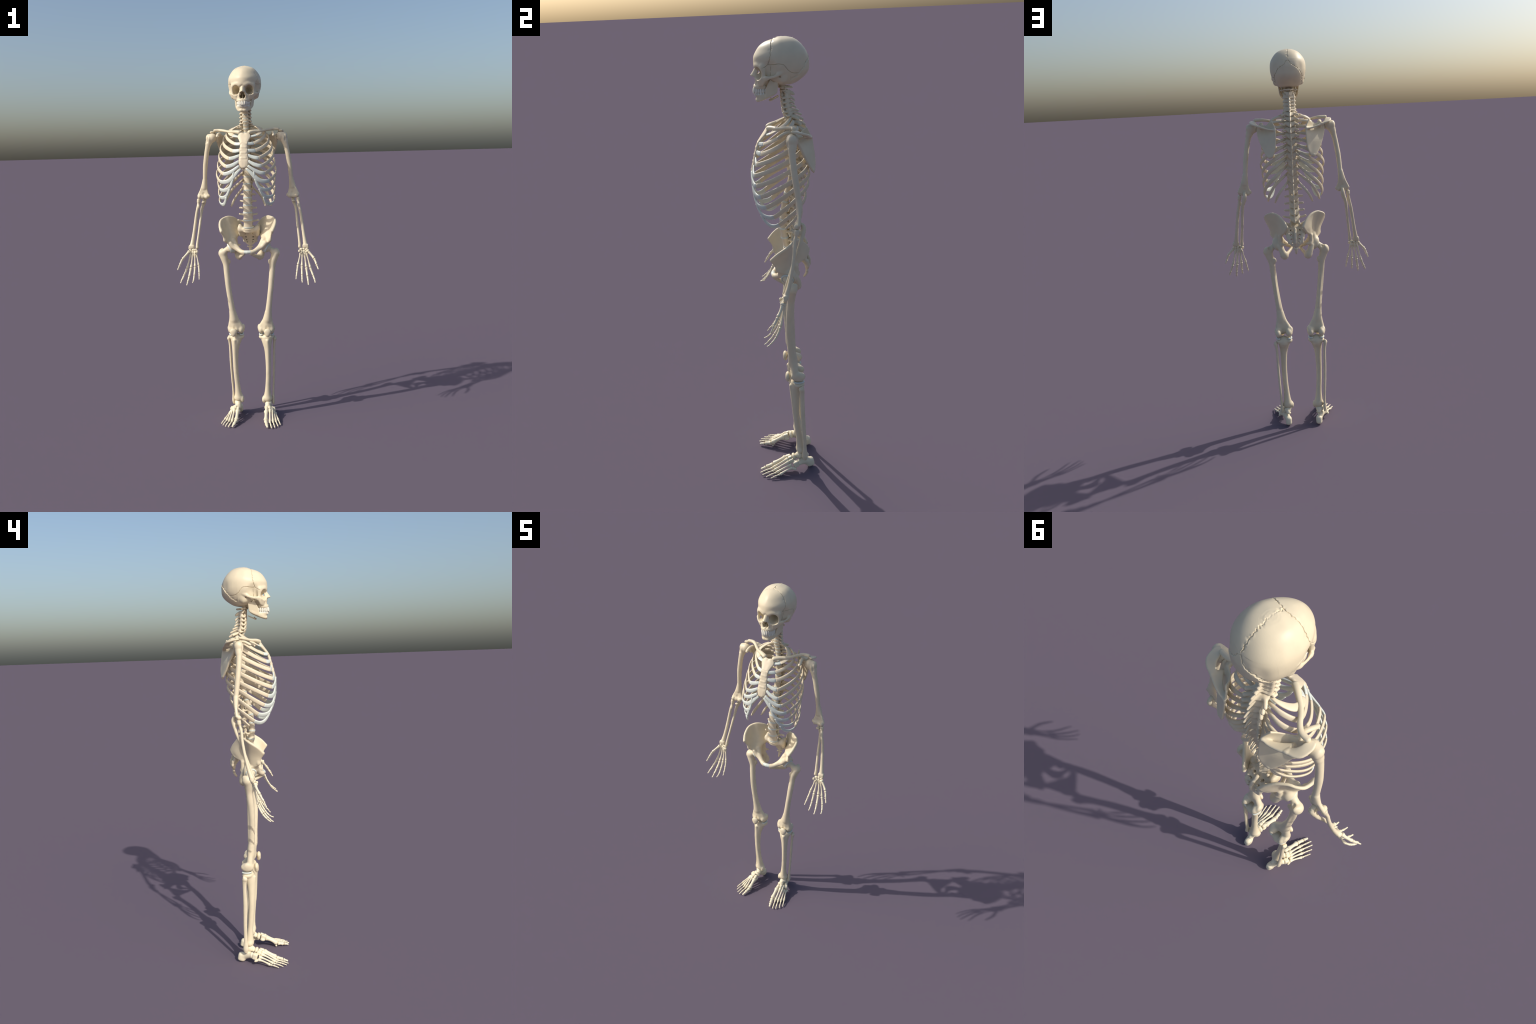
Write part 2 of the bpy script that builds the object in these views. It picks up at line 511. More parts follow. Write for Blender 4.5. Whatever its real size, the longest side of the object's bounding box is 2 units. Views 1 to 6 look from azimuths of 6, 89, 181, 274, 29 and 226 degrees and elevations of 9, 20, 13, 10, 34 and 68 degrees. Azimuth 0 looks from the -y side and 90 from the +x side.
# first two neck vertebrae
F = Field(.0013, sym=True)
F.add(drum(V(0, .0235, 1.788), V(0, -.05, 1), V(0, 1, .05), .0150, .0085, .0085, waist=.1), .001)
F.add(tube([V(0, .0225, 1.793), V(0, .0215, 1.808), V(0, .022, 1.816)], [.0065, .0055, .0045]), .003)
F.add(ell(V(.0155, .028, 1.794), (.009, .009, .004)), .003)
F.add(tube([V(.018, .032, 1.788), V(.030, .036, 1.785)], [.004, .0034]), .003)
F.add(sheet([[V(.0155, .034, 1.794), V(.011, .045, 1.792), V(0, .053, 1.790)], [V(.0155, .036, 1.778), V(.011, .047, 1.777), V(0, .054, 1.777)]], .0034, per=3), .004)
F.add(tube([V(0, .052, 1.785), V(0, .062, 1.781), V(.003, .070, 1.776)], [.008, .0075, .0055], u=(1, 0, 0), ratio=.7), .004)
F.add(ell(V(.0155, .038, 1.777), (.005, .005, .006)), .003)
put("vertebra", F.mesh(), M_AXIAL)
F = Field(.0013, sym=True)
F.add(tube([V(0, .0135, 1.806), V(.010, .0155, 1.806), V(.018, .024, 1.806)], [.0045, .0042, .005]), .003)
F.add(ell(V(.019, .0285, 1.806), (.008, .011, .0075)), .003)
F.add(tube([V(.022, .032, 1.805), V(.034, .036, 1.802), V(.039, .037, 1.802)], [.0045, .0038, .0042]), .003)
F.add(tube([V(.018, .036, 1.806), V(.017, .050, 1.805), V(.010, .061, 1.804), V(0, .0645, 1.804)], [.005, .0042, .0040, .0046]), .003)
put("vertebra", F.mesh(), M_AXIAL)

# ================================================================== RIB CAGE
RIBS = {
 1: [(.015, .052, 1.684), (.040, .054, 1.686), (.0605, .042, 1.675), (.079, .026, 1.663), (.0865, .008, 1.653), (.080, -.014, 1.641), (.0639, -.0313, 1.6298)],
 2: [(.016, .060, 1.664), (.0545, .0645, 1.674), (.079, .058, 1.667), (.0965, .047, 1.6555), (.107, .036, 1.6445), (.1108, .024, 1.6345), (.1055, .0055, 1.622), (.0872, -.0216, 1.6046), (.0519, -.060, 1.5844)],
 3: [(.0159, .0661, 1.6422), (.0645, .0786, 1.6509), (.0993, .0727, 1.6433), (.1193, .0565, 1.6278), (.1272, .037, 1.6106), (.1267, .0159, 1.5956), (.1186, -.0082, 1.5813), (.0985, -.0376, 1.564), (.0603, -.0739, 1.546)],
 4: [(.0169, .0702, 1.6182), (.0658, .0936, 1.6226), (.1033, .092, 1.6136), (.1276, .0748, 1.5966), (.1403, .049, 1.5775), (.1431, .0193, 1.5604), (.1357, -.0123, 1.5439), (.1157, -.0488, 1.525), (.0814, -.0946, 1.5062)],
 5: [(.017, .074, 1.592), (.0645, .098, 1.588), (.102, .1005, 1.578), (.1295, .085, 1.563), (.146, .0585, 1.5445), (.152, .0245, 1.525), (.1462, -.0133, 1.5052), (.128, -.0553, 1.4845), (.0962, -.1043, 1.4644)],
 6: [(.0181, .075, 1.5651), (.0601, .1035, 1.5539), (.097, .1092, 1.536), (.1266, .0937, 1.5178), (.1469, .0634, 1.5022), (.1572, .0282, 1.4852), (.1567, -.0088, 1.4658), (.1425, -.0509, 1.4452), (.1114, -.1004, 1.4247)],
 7: [(.019, .075, 1.5352), (.0579, .1114, 1.5193), (.0955, .1186, 1.501), (.1275, .0998, 1.4821), (.1491, .067, 1.4616), (.1615, .0323, 1.4425), (.1646, -.0019, 1.4258), (.156, -.0396, 1.4064), (.1323, -.0835, 1.3838)],
 8: [(.0199, .073, 1.5031), (.0548, .1141, 1.4841), (.0894, .1225, 1.4635), (.1195, .1026, 1.4435), (.141, .0691, 1.423), (.1532, .0372, 1.4023), (.158, .0084, 1.3843), (.1544, -.023, 1.3639), (.1387, -.0631, 1.3403)],
 9: [(.021, .069, 1.470), (.0547, .109, 1.4488), (.086, .1187, 1.4263), (.1131, .1023, 1.404), (.1335, .074, 1.3806), (.1477, .0468, 1.3587), (.1548, .0225, 1.3412), (.155, -.0019, 1.3225), (.1481, -.0294, 1.2999)],
 10: [(.022, .064, 1.432), (.0519, .0938, 1.4078), (.0797, .1054, 1.3841), (.1049, .0999, 1.3607), (.1254, .0819, 1.339), (.1397, .0594, 1.3201), (.1484, .0366, 1.3038), (.1524, .0131, 1.2857), (.1505, -.0124, 1.2655)],
 11: [(.023, .055, 1.3921), (.041, .0733, 1.3756), (.061, .0835, 1.3595), (.0812, .0864, 1.3432), (.0984, .0826, 1.3237), (.1119, .0721, 1.3014), (.1236, .0552, 1.2797), (.1316, .0342, 1.261), (.1349, .0133, 1.2431)],
 12: [(.0239, .045, 1.355), (.0296, .0658, 1.3408), (.0424, .0795, 1.3257), (.0572, .0868, 1.310), (.0694, .0886, 1.2946), (.0789, .0855, 1.2807), (.0861, .0786, 1.2669), (.0921, .0682, 1.2526), (.097, .0545, 1.2379)],
}
CARTILAGES = {
 1: [(.0639, -.0313, 1.6298), (.047, -.039, 1.6245), (.0285, -.0445, 1.621)],
 2: [(.0519, -.060, 1.5844), (.035, -.071, 1.5835), (.0185, -.0795, 1.5822)],
 3: [(.0603, -.0739, 1.546), (.042, -.0835, 1.5465), (.022, -.0897, 1.5481)],
 4: [(.0814, -.0946, 1.5063), (.0603, -.0952, 1.5085), (.042, -.0968, 1.514), (.0235, -.0957, 1.5223)],
 5: [(.0961, -.1043, 1.4645), (.0823, -.1073, 1.4645), (.0557, -.1092, 1.4731), (.0419, -.1079, 1.4815), (.026, -.1044, 1.4918)],
 6: [(.1113, -.1004, 1.4248), (.0939, -.1066, 1.4264), (.0765, -.1107, 1.4319), (.0593, -.1139, 1.4411), (.0426, -.116, 1.4533), (.0239, -.115, 1.4666)],
 7: [(.1322, -.0835, 1.3838), (.1018, -.0997, 1.3812), (.0769, -.1093, 1.3911), (.0571, -.1134, 1.4103), (.0377, -.1143, 1.4315), (.0154, -.113, 1.4516)],
 8: [(.1387, -.0631, 1.3405), (.122, -.0787, 1.3358), (.1046, -.0906, 1.3364), (.0878, -.0997, 1.3437), (.0739, -.1061, 1.3576), (.0615, -.1120, 1.396)],
 9: [(.1481, -.0294, 1.3001), (.1359, -.0492, 1.2942), (.1224, -.0661, 1.2948), (.1086, -.080, 1.2998), (.0963, -.0906, 1.3109), (.0815, -.1020, 1.344)],
 10: [(.1505, -.0124, 1.2657), (.1386, -.0301, 1.2561), (.1271, -.0445, 1.2541), (.1177, -.0568, 1.260), (.111, -.0686, 1.2702), (.1035, -.0840, 1.299)],
}


def chest_normal(p):
    q = (p - V(0, -.005, 1.45)) / V(.165, .125, .27) ** 2
    q[0] = abs(q[0])
    return unit(q)


def upward(p):
    return unit(V(.35, -.35, .85))


def split_sweep(P, W, T, k, nrm):
    """one smooth curve through rib and cartilage, swept as two butting pieces cut at point k"""
    C = catmull(np.hstack([P, W[:, None], T[:, None]]), 6)
    c = k * 6
    L = np.concatenate([[0], np.cumsum(np.linalg.norm(np.diff(C[:, :3], axis=0), axis=1))])
    n = max(24, int(L[-1] / .006)); u = np.linspace(0, L[-1], n)
    c = int(round(L[c] / L[-1] * (n - 1)))
    C = np.array([np.interp(u, L, C[:, j]) for j in range(5)]).T
    for _ in range(9):          # round the bend at the joint
        C[1:-1, :3] = C[1:-1, :3] * .5 + (C[:-2, :3] + C[2:, :3]) * .25
    a, b = C[:c + 1], C[c:]
    f = lambda q: sweep(q[:, :3], q[:, 3], q[:, 4], nrm, 16, 1, 2.5, .25)
    return f(a), (f(b) if len(b) > 1 else None)


for i in range(1, 13):
    P = np.array(RIBS[i]); n = len(P)
    t = np.linspace(0, 1, n)
    hw = {1: .0095, 2: .0088, 11: .0076, 12: .0064}.get(i, .0097)
    W = interp([0, .08, .25, .6, .9, 1], [.62, .66, .92, 1, 1.02, 1.02])(t) * hw
    T = interp([0, .1, .3, 1], [.0056, .0050, .0044, .0040])(t)
    if i == 1:
        W = interp([0, .2, .45, .8, 1], [.0055, .0060, .0115, .0125, .0110])(t); T[:] = .0034
    if i >= 11:
        W = W * interp([0, .85, 1], [1, 1, .55])(t)
    k = n - 1
    if i in CARTILAGES:
        Q = np.array(CARTILAGES[i])[1:]
        t = np.linspace(0, 1, len(Q) + 1)[1:]
        w1 = {1: .75, 2: .9, 3: .85, 4: .75, 5: .75, 6: .70}.get(i, .70)
        Wq = hw * interp([0, .35, 1], [1.02, 1.06, w1])(t)
        if i == 7:
            Wq = hw * interp([0, .3, .6, .8, 1], [1.02, 1.2, 1.2, .95, .60])(t)
        if i == 1:
            Wq = V(.0095, .0075)
        P = np.vstack([P, Q]); W = np.concatenate([W, Wq]); T = np.concatenate([T, np.full(len(Q), .0042)])
    r_, c_ = split_sweep(P, W, T, k, upward if i == 1 else chest_normal)
    rb = pair("rib", r_, M_AXIAL)
    if c_ is not None:
        ca = pair("costal_cartilage", c_, M_CART, rb)
    if i == 7:      # short link up to the sixth cartilage
        pair("costal_cartilage", sweep([V(.0580, -.1135, 1.4120), V(.0560, -.1145, 1.4280), V(.0540, -.1145, 1.4420)], [.0075, .0055, .0040], .0036, chest_normal, 14, 5), M_CART, rb)

# breastbone: handle, blade and the two-pronged tip
F = Field(.0018, sym=True)
F.add(sheet([[V(0, -.0445, 1.6345), V(.012, -.044, 1.638), V(.022, -.041, 1.6385)],
             [V(0, -.055, 1.622), V(.018, -.054, 1.622), V(.030, -.050, 1.6215)],
             [V(0, -.066, 1.606), V(.013, -.066, 1.606), V(.022, -.064, 1.605)],
             [V(0, -.0775, 1.590), V(.009, -.0775, 1.590), V(.0155, -.077, 1.589)]], .0058), .004)
put("sternum", F.mesh(), M_AXIAL)
F = Field(.0018, sym=True)
prof = [(1.585, -.081, .0125), (1.565, -.0885, .0150), (1.545, -.0935, .0165), (1.525, -.0985, .0175), (1.505, -.1030, .0205), (1.485, -.1085, .0205), (1.468, -.1115, .0165), (1.460, -.1125, .0100)]
F.add(sheet([[V(0, y, z), V(w * .5, y, z), V(w, y + .002, z)] for z, y, w in prof], .0058), .003)
for z in (1.5845, 1.548, 1.5223, 1.4918):
    y = float(interp([1.46, 1.505, 1.545, 1.585], [-.1125, -.103, -.0935, -.081])(z))
    F.add(ell(V(.0165, y, z), (.006, .005, .006)), .004)
for z in (1.5655, 1.536, 1.508):   # faint cross ridges
    y = float(interp([1.46, 1.505, 1.545, 1.585], [-.1125, -.103, -.0935, -.081])(z))
    F.add(tube([V(0, y - .0042, z), V(.012, y - .0034, z)], .0016), .008)
body = put("sternum", F.mesh(), M_AXIAL)
F = Field(.0012, sym=True)
F.add(tube([V(.002, -.1105, 1.460), V(.0055, -.1085, 1.449), V(.0045, -.104, 1.436)], [.0042, .0034, .0020], u=(0, 1, 0), ratio=.7), .002)
put("xiphoid_process", F.mesh(), M_AXIAL, body)

# ================================================================== SHOULDER AND ARM (left side, mirrored)
# collar bone
F = Field(.0016)
F.add(tube([V(.0285, -.036, 1.6455), V(.040, -.030, 1.6480), V(.060, -.0175, 1.6500), V(.0859, -.0015, 1.6510), V(.110, .020, 1.6560), V(.1287, .0400, 1.6600), V(.150, .0545, 1.6625), V(.176, .0555, 1.6625)],
           [.0120, .0112, .0096, .0086, .0080, .0082, .0092, .0092], u=(0, 0, 1), ratio=.88), .003)
pair("clavicle", F.mesh(), M_LIMB)

# shoulder blade
F = Field(.0016)
MB = [V(.0930, .1120, 1.652), V(.0800, .1250, 1.6260), V(.0765, .1340, 1.6050), V(.0780, .1405, 1.5600), V(.0830, .1445, 1.5150), V(.0960, .1405, 1.4830)]
LB = [V(.1440, .0640, 1.634), V(.1600, .0650, 1.618), V(.1650, .0740, 1.598), V(.1540, .0950, 1.554), V(.1360, .1160, 1.510), V(.1200, .1320, 1.482)]
rows = []
for k_, (a, b, bow, sag) in enumerate(zip(MB, LB, (.008, .010, .007, .004, .003, .0), (-.010, -.002, 0, 0, 0, 0))):
    row = []
    for s_ in (0, .3, .65, 1):
        p = a * (1 - s_) + b * s_
        p = p + V(-.5, -.8, .1) * (4 * s_ * (1 - s_)) * bow * (-.4 if k_ > 2 else 1) + V(0, 0, sag * 4 * s_ * (1 - s_))
        row.append(p)
    rows.append(row)
TH = [[.0034, .0022, .0026, .0048], [.0032, .0020, .0026, .0060], [.0034, .0020, .0028, .0064], [.0036, .0018, .0030, .0056], [.0040, .0024, .0034, .0050], [.0050, .0050, .0050, .0052]]
F.add(sheet(rows, TH), .003)
F.add(ell(V(.1085, .1370, 1.4770), (.0095, .0048, .0080)), .006)
# socket
F.add(ell(V(.1665, .0560, 1.616), (.0085, .0145, .0200)), .008)
F.sub(ell(V(.1900, .0480, 1.622), .0245), .002)
# spine and acromion
SP0 = [V(.083, .1275, 1.6115), V(.105, .1170, 1.6135), V(.130, .1000, 1.6180), V(.150, .0830, 1.6210)]
SP1 = [V(.082, .1315, 1.6110), V(.106, .1300, 1.6135), V(.133, .1230, 1.6215), V(.158, .1130, 1.6300)]
F.add(sheet([SP0, SP1], [[.0030, .0030, .0036, .0060], [.0038, .0040, .0044, .0050]]), .010)
F.add(sheet([[V(.155, .1140, 1.6295), V(.180, .1080, 1.6370), V(.1975, .0930, 1.6440), V(.2020, .0640, 1.6520), V(.1960, .0480, 1.6545)],
             [V(.157, .1000, 1.6290), V(.170, .0900, 1.6385), V(.1770, .0780, 1.6465), V(.1800, .0640, 1.6530), V(.1850, .0500, 1.6545)]], .0046), .006)
# coracoid
F.add(tube([V(.1480, .0580, 1.632), V(.1470, .0420, 1.6420), V(.1520, .0220, 1.6420), V(.1550, .0040, 1.6330), V(.1545, -.0040, 1.6280)], [.0095, .0088, .0078, .0078, .0074], u=(0, 0, 1), ratio=.85), .006)
pair("scapula", F.mesh(), M_LIMB)

# upper arm
F = Field(.0018)
F.add(ell(V(.1905, .0480, 1.6225), .0245), .002)
F.add(tube([V(.200, .0465, 1.6120), V(.2130, .0450, 1.590)], [.0190, .0150]), .006)
F.add(ell(V(.2135, .0465, 1.6230), (.0130, .0175, .0190)), .014)
F.add(ell(V(.2080, .0320, 1.6140), (.0070, .0075, .0130)), .008)
F.add(tube([V(.2110, .0450, 1.5980), V(.2175, .0440, 1.5750), V(.2255, .0460, 1.5400), V(.2330, .0500, 1.4950), V(.2375, .0535, 1.4650), V(.2420, .0595, 1.4150), V(.2450, .0635, 1.3800), V(.2500, .0650, 1.3450)],
           [.0170, .0142, .0128, .0130, .0128, .0118, .0116, .0120]), .006)
F.add(sheet([[V(.2430, .0650, 1.385), V(.2460, .0650, 1.385), V(.2490, .0650, 1.385)],
             [V(.2400, .0655, 1.355), V(.2490, .0655, 1.355), V(.2590, .0645, 1.355)],
             [V(.2370, .0640, 1.332), V(.2510, .0640, 1.332), V(.2680, .0630, 1.332)],
             [V(.2320, .0610, 1.314), V(.2520, .0610, 1.314), V(.2770, .0605, 1.314)],
             [V(.2260, .0575, 1.302), V(.2530, .0590, 1.300), V(.2820, .0585, 1.302)]], [[.0085, .0095, .0085], [.0080, .0095, .0080], [.0068, .0074, .0070], [.0064, .0068, .0068], [.0068, .0078, .0074]]), .008)
F.add(tube([V(.2360, .0560, 1.2930), V(.2490, .0560, 1.2930), V(.2620, .0545, 1.2925)], [.0118, .0092, .0112]), .004)   # trochlea
F.add(ell(V(.2760, .0500, 1.2955), (.0115, .0115, .0115)), .004)
F.add(ell(V(.2235, .0570, 1.2985), (.0075, .0070, .0080)), .004)
F.sub(ell(V(.2520, .0725, 1.3120), (.0100, .0075, .0105)), .004)
F.sub(ell(V(.2520, .0510, 1.3140), (.0080, .0055, .0080)), .004)
F.sub(tube([V(.2130, .0240, 1.630), V(.2170, .0290, 1.600)], .0022), .006)
pair("humerus", F.mesh(), M_LIMB)

# forearm
F = Field(.0015)
F.add(tube([V(.2815, .0500, 1.2785), V(.2820, .0495, 1.2690)], [.0100, .0100]), .001)
F.sub(ell(V(.2815, .0500, 1.2890), (.0075, .0075, .0050)), .002)
F.add(tube([V(.2822, .0490, 1.2690), V(.2840, .0455, 1.2550), V(.2890, .0390, 1.2260), V(.2960, .0365, 1.1920), V(.3025, .0300, 1.1470), V(.3090, .0205, 1.1000), V(.3150, .0105, 1.0580), V(.3200, .0000, 1.0250), V(.3205, -.0035, 1.0130)],
           [.0085, .0070, .0078, .0080, .0082, .0084, .0096, .0120, .0118], u=(0, 1, 0), ratio=.88), .003)
F.add(ell(V(.2810, .0395, 1.2400), (.0060, .0060, .0110)), .005)
F.add(box(V(.3215, -.0045, 1.0170), (.0165, .0100, .0095), .006), .006)
F.add(ell(V(.3340, -.0060, 1.0090), (.0055, .0075, .0085)), .004)
F.sub(ell(V(.3180, -.0060, .9975), (.0170, .0100, .0100)), .003)
pair("radius", F.mesh(), M_LIMB)
F = Field(.0015)
F.add(tube([V(.2520, .0760, 1.2930), V(.2525, .0790, 1.2800), V(.2560, .0750, 1.2620), V(.2640, .0690, 1.2400), V(.2685, .0630, 1.2200), V(.2725, .0500, 1.1850), V(.2760, .0350, 1.1455), V(.2810, .0190, 1.1000), V(.2850, .0065, 1.0650), V(.2890, -.0040, 1.0300), V(.2890, -.0085, 1.0140)],
           [.0085, .0105, .0110, .0088, .0080, .0070, .0068, .0062, .0062, .0074, .0085]), .003)
F.add(ell(V(.2560, .0540, 1.2640), (.0105, .0105, .0065)), .008)
F.add(ell(V(.2520, .0690, 1.2990), (.0085, .0085, .0060)), .004)
F.sub(tube([V(.2380, .0560, 1.2860), V(.2660, .0555, 1.2860)], .0125), .003)
F.add(ell(V(.2860, -.0030, 1.0080), (.0035, .0035, .0060)), .003)
pair("ulna", F.mesh(), M_LIMB)

# ================================================================== HAND
palm = V(.1, -1, -.15)
CARPALS = [((.3265, -.0080, 1.0000), (.0095, .0085, .0065), (.6, 0, -.5)), ((.3115, -.0065, 1.0010), (.0075, .0090, .0068), (0, 0, 1)),
           ((.2965, -.0120, 1.0000), (.0085, .0080, .0070), (-.3, 0, 1)), ((.2870, -.0240, .9915), (.0058, .0058, .0075), (0, 0, 1)),
           ((.3350, -.0200, .9915), (.0080, .0082, .0072), (.5, 0, -.6)), ((.3255, -.0140, .9835), (.0062, .0080, .0070), (0, 0, 1)),
           ((.3140, -.0110, .9855), (.0068, .0085, .0110), (0, 0, 1)), ((.3005, -.0140, .9855), (.0082, .0082, .0095), (0, 0, 1))]
for c, r, ax in CARPALS:
    F = Field(.0010)
    c = V(*c)
    M = axes(V(*ax), (0, 1, 0))
    F.add(box(c, np.array(r) * .95, min(r) * .75, M), .002)
    for q in range(3):
        o = M.T @ (rng.uniform(-1, 1, 3) * np.array(r) * .55)
        F.add(ell(c + o, np.array(r) * rng.uniform(.55, .7), M), .003)
    pair("carpal_bone", F.mesh(1), M_HAND)
F = Field(.0010).add(tube([V(.3005, -.0170, .9850), V(.2990, -.0260, .9830)], [.0040, .0034]))
pair("carpal_bone", F.mesh(1), M_HAND)
FINGERS = {  # base of metacarpal, knuckle joints, tip ; radii (meta base, shaft, head), (phalanx base, shaft)
 "index": [(.3265, -.0140, .9810), (.3475, -.0305, .8975), (.3632, -.0512, .8586), (.3722, -.0717, .8376), (.3752, -.0895, .8250)],
 "middle": [(.3145, -.0120, .9805), (.3250, -.0310, .9000), (.3316, -.0575, .8560), (.3361, -.0795, .8310), (.3379, -.0995, .8145)],
 "ring": [(.3035, -.0135, .9805), (.3008, -.0350, .9080), (.3020, -.0580, .8630), (.3031, -.0785, .8385), (.3047, -.0995, .8285)],
 "little": [(.2940, -.0160, .9810), (.2790, -.0360, .9150), (.2738, -.0555, .8785), (.2713, -.0725, .8580), (.2698, -.0842, .8435)],
}
SIZE = {"index": 1.0, "middle": 1.05, "ring": .95, "little": .84}
for nm, P in FINGERS.items():
    P = [V(*p) for p in P]; s = SIZE[nm]
    mc = pair("metacarpal", digit_bone(P[0], P[1], .0070 * s, .0039 * s, .0068 * s, bow=(0, .0022, 0)), M_HAND)
    dims = [(.0072, .0050, .0056), (.0057, .0042, .0046), (.0046, .0029, .0030)]
    for k in range(3):
        a, b, c = dims[k]
        d = unit(P[k + 2] - P[k + 1]); q = unit(np.cross(d, V(1, 0, 0)))
        bow = q * (.0014 if q[1] > 0 else -.0014)
        pair("finger_bone", digit_bone(P[k + 1], P[k + 2], a * s, b * s, c * s, bow=bow, flat=.85), M_HAND, mc)
T0, T1, T2, T3 = V(.3370, -.0195, .9880), V(.3695, -.0415, .9515), V(.3815, -.0590, .9220), V(.3925, -.0722, .8955)
mc = pair("metacarpal", digit_bone(T0, T1, .0080, .0060, .0078, bow=(.0012, .0012, 0)), M_HAND)
pair("finger_bone", digit_bone(T1, T2, .0074, .0054, .0060, bow=(.0008, .001, 0), flat=.85), M_HAND, mc)
pair("finger_bone", digit_bone(T2, T3, .0064, .0036, .0034, bow=(.0004, .0008, 0), flat=.8), M_HAND, mc)

# ================================================================== PELVIS
HIP = V(.0990, .0180, 1.0070)          # centre of the hip joint
F = Field(.0020)
CREST = [V(.1420, -.0490, 1.1080), V(.1530, -.0240, 1.1350), V(.1540, .0120, 1.1600), V(.1380, .0350, 1.1740), V(.1140, .0510, 1.1800), V(.0830, .0760, 1.1690), V(.0560, .1020, 1.1390), V(.0430, .1140, 1.1150)]
LOW = [V(.1270, -.0260, 1.0560), V(.1180, -.0120, 1.0450), V(.1080, .0050, 1.0450), V(.0990, .0170, 1.0500), V(.0900, .0280, 1.0560), V(.0800, .0430, 1.0640), V(.0700, .0680, 1.0720), V(.0580, .0950, 1.0850)]
mid = []
for i, (a, b) in enumerate(zip(CREST, LOW)):
    q = a * .5 + b * .5
    mid.append(q + V(-.002, .006, 0) * (1 if 1 < i < 6 else .4) + (V(.006, .0, .0) if i in (5, 6) else 0))
F.add(sheet([CREST, mid, LOW], [[.0088, .0074, .0068, .0058, .0056, .0058, .0068, .0075], [.0050, .0036, .0026, .0022, .0026, .0042, .0080, .0085], [.0075, .0085, .0100, .0105, .0105, .0105, .0100, .0085]]), .004)
F.add(ell(V(.1270, -.0250, 1.0580), (.0070, .0080, .0110)), .008)
# socket block
F.add(ell(HIP + V(.000, .003, .004), (.0310, .0340, .0360)), .012)
F.add(tube([V(.0900, .0300, 1.0550), V(.0950, .0300, 1.0300)], .0150), .01)
# pubis: broad near the socket, tapering to the joint in front
F.add(tube([V(.0860, .0120, 1.0480), V(.0780, .0060, 1.0340), V(.0640, -.0100, 1.0140), V(.0380, -.0265, .9930), V(.0240, -.0360, .9900)], [.0170, .0150, .0125, .0104, .0100]), .010)
F.add(tube([V(.0980, -.0120, 1.0360), V(.0800, -.0140, 1.0160), V(.0560, -.0200, 1.0000), V(.0300, -.0360, .9890)], [.0130, .0110, .0090, .0085]), .010)
F.add(tube([V(.0180, -.0400, .9890), V(.0190, -.0370, .9810), V(.0240, -.0270, .9750), V(.0340, -.0070, .9660), V(.0460, .0180, .9570), V(.0560, .0440, .9510)], [.0094, .0092, .0090, .0096, .0112, .0150], u=(1, 0, .3), ratio=.85), .007)
# ischium
F.add(ell(V(.0620, .0580, .9560), (.0200, .0210, .0220)), .008)
F.add(tube([V(.0560, .0480, .9470), V(.0650, .0600, .9540), V(.0730, .0610, .9760), V(.0830, .0500, 1.0020)], [.0130, .0165, .0160, .0165]), .008)
F.add(tube([V(.0740, .0640, 1.0150), V(.0530, .0710, 1.0165)], [.0095, .0032]), .008)
F.add(tube([V(.0780, .0560, 1.0250), V(.0800, .0560, 1.0560)], [.0125, .0115]), .008)
# the socket opens outward, forward and down
n = unit(V(.88, -.27, -.40))
F.sub(ell(HIP + n * .0835, .0800), .003)
hb = pair("hip_bone", F.mesh(), M_LIMB)
# lining of cartilage showing as a band between the socket rim and the ball
def bowl(X):
    W = X - HIP
    d = np.sqrt((W ** 2).sum(-1)); a = W @ n
    return np.maximum(np.maximum(d - .0302, .0262 - d), a - .0150)
F = Field(.0014).add(func(HIP - .031, HIP + .031, bowl), .001)
pair("socket_cartilage", F.mesh(), M_CART, hb)
F = Field(.0014, sym=True).add(tube([V(0, -.0420, .9890), V(.0150, -.0405, .9895)], [.0108, .0102]), .002)
put("pubic_cartilage", F.mesh(), M_CART)

# sacrum
F = Field(.0016, sym=True)
MIDDLE = [(.036, 1.1060, .0150), (.066, 1.0870, .0160), (.089, 1.0650, .0150), (.103, 1.0440, .0120), (.1085, 1.0270, .0090), (.1085, 1.0130, .0062)]
WID = [.050, .047, .041, .036, .029, .016]
rows, TH = [], []
for (y, z, th), w in zip(MIDDLE, WID):
    rows.append([V(0, y, z), V(w * .4, y + .001, z), V(w * .8, y + .004, z + .002), V(w, y + .006, z + .004)])
    TH.append([th, th * .95, th * .85, th * .62])
F.add(sheet(rows, TH), .004)
F.add(drum(V(0, .0270, 1.1070), V(0, -.35, 1), V(0, 1, .35), .0275, .0180, .0110, waist=.05), .006)
F.add(ell(V(.0460, .0480, 1.1080), (.0170, .0190, .0250), axes(V(.2, -.4, 1))), .008)
F.add(ell(V(.0500, .0620, 1.1200), (.0120, .0150, .0170), axes(V(.25, .1, 1))), .008)
F.add(ell(V(.0460, .0660, 1.0850), (.0150, .0200, .0230), axes(V(.2, -.6, 1))), .008)
F.add(ell(V(.0250, .0640, 1.1180), (.0075, .0070, .0120)), .005)
for y, z in ((.094, 1.094), (.112, 1.074), (.121, 1.053), (.122, 1.034)):
    F.add(ell(V(0, y, z), (.0058, .0070, .0095)), .006)
    F.add(ell(V(.020, y - .004, z), (.0048, .0048, .0075)), .005)
    F.add(ell(V(.036, y - .010, z), (.0050, .0055, .0080)), .006)
F.add(tube([V(0, .090, 1.100), V(0, .112, 1.076), V(0, .1215, 1.046), V(0, .115, 1.016)], [.0065, .0062, .0056, .0052]), .006)
for k, (y, z) in enumerate(((.066, 1.0860), (.088, 1.0645), (.102, 1.0450), (.107, 1.0290))):
    x = (.0215, .0205, .0190, .0160)[k]
    F.sub(tube([V(x, y - .035, z - .014), V(x, y - .005, z - .002), V(x + .003, y + .03, z + .012)], [(.0050, .0062, .0052, .0036)[k], (.0036, .0050, .0044, .0030)[k], (.0046, .0044, .0038, .0034)[k]]), .003)
put("sacrum", F.mesh(), M_AXIAL)
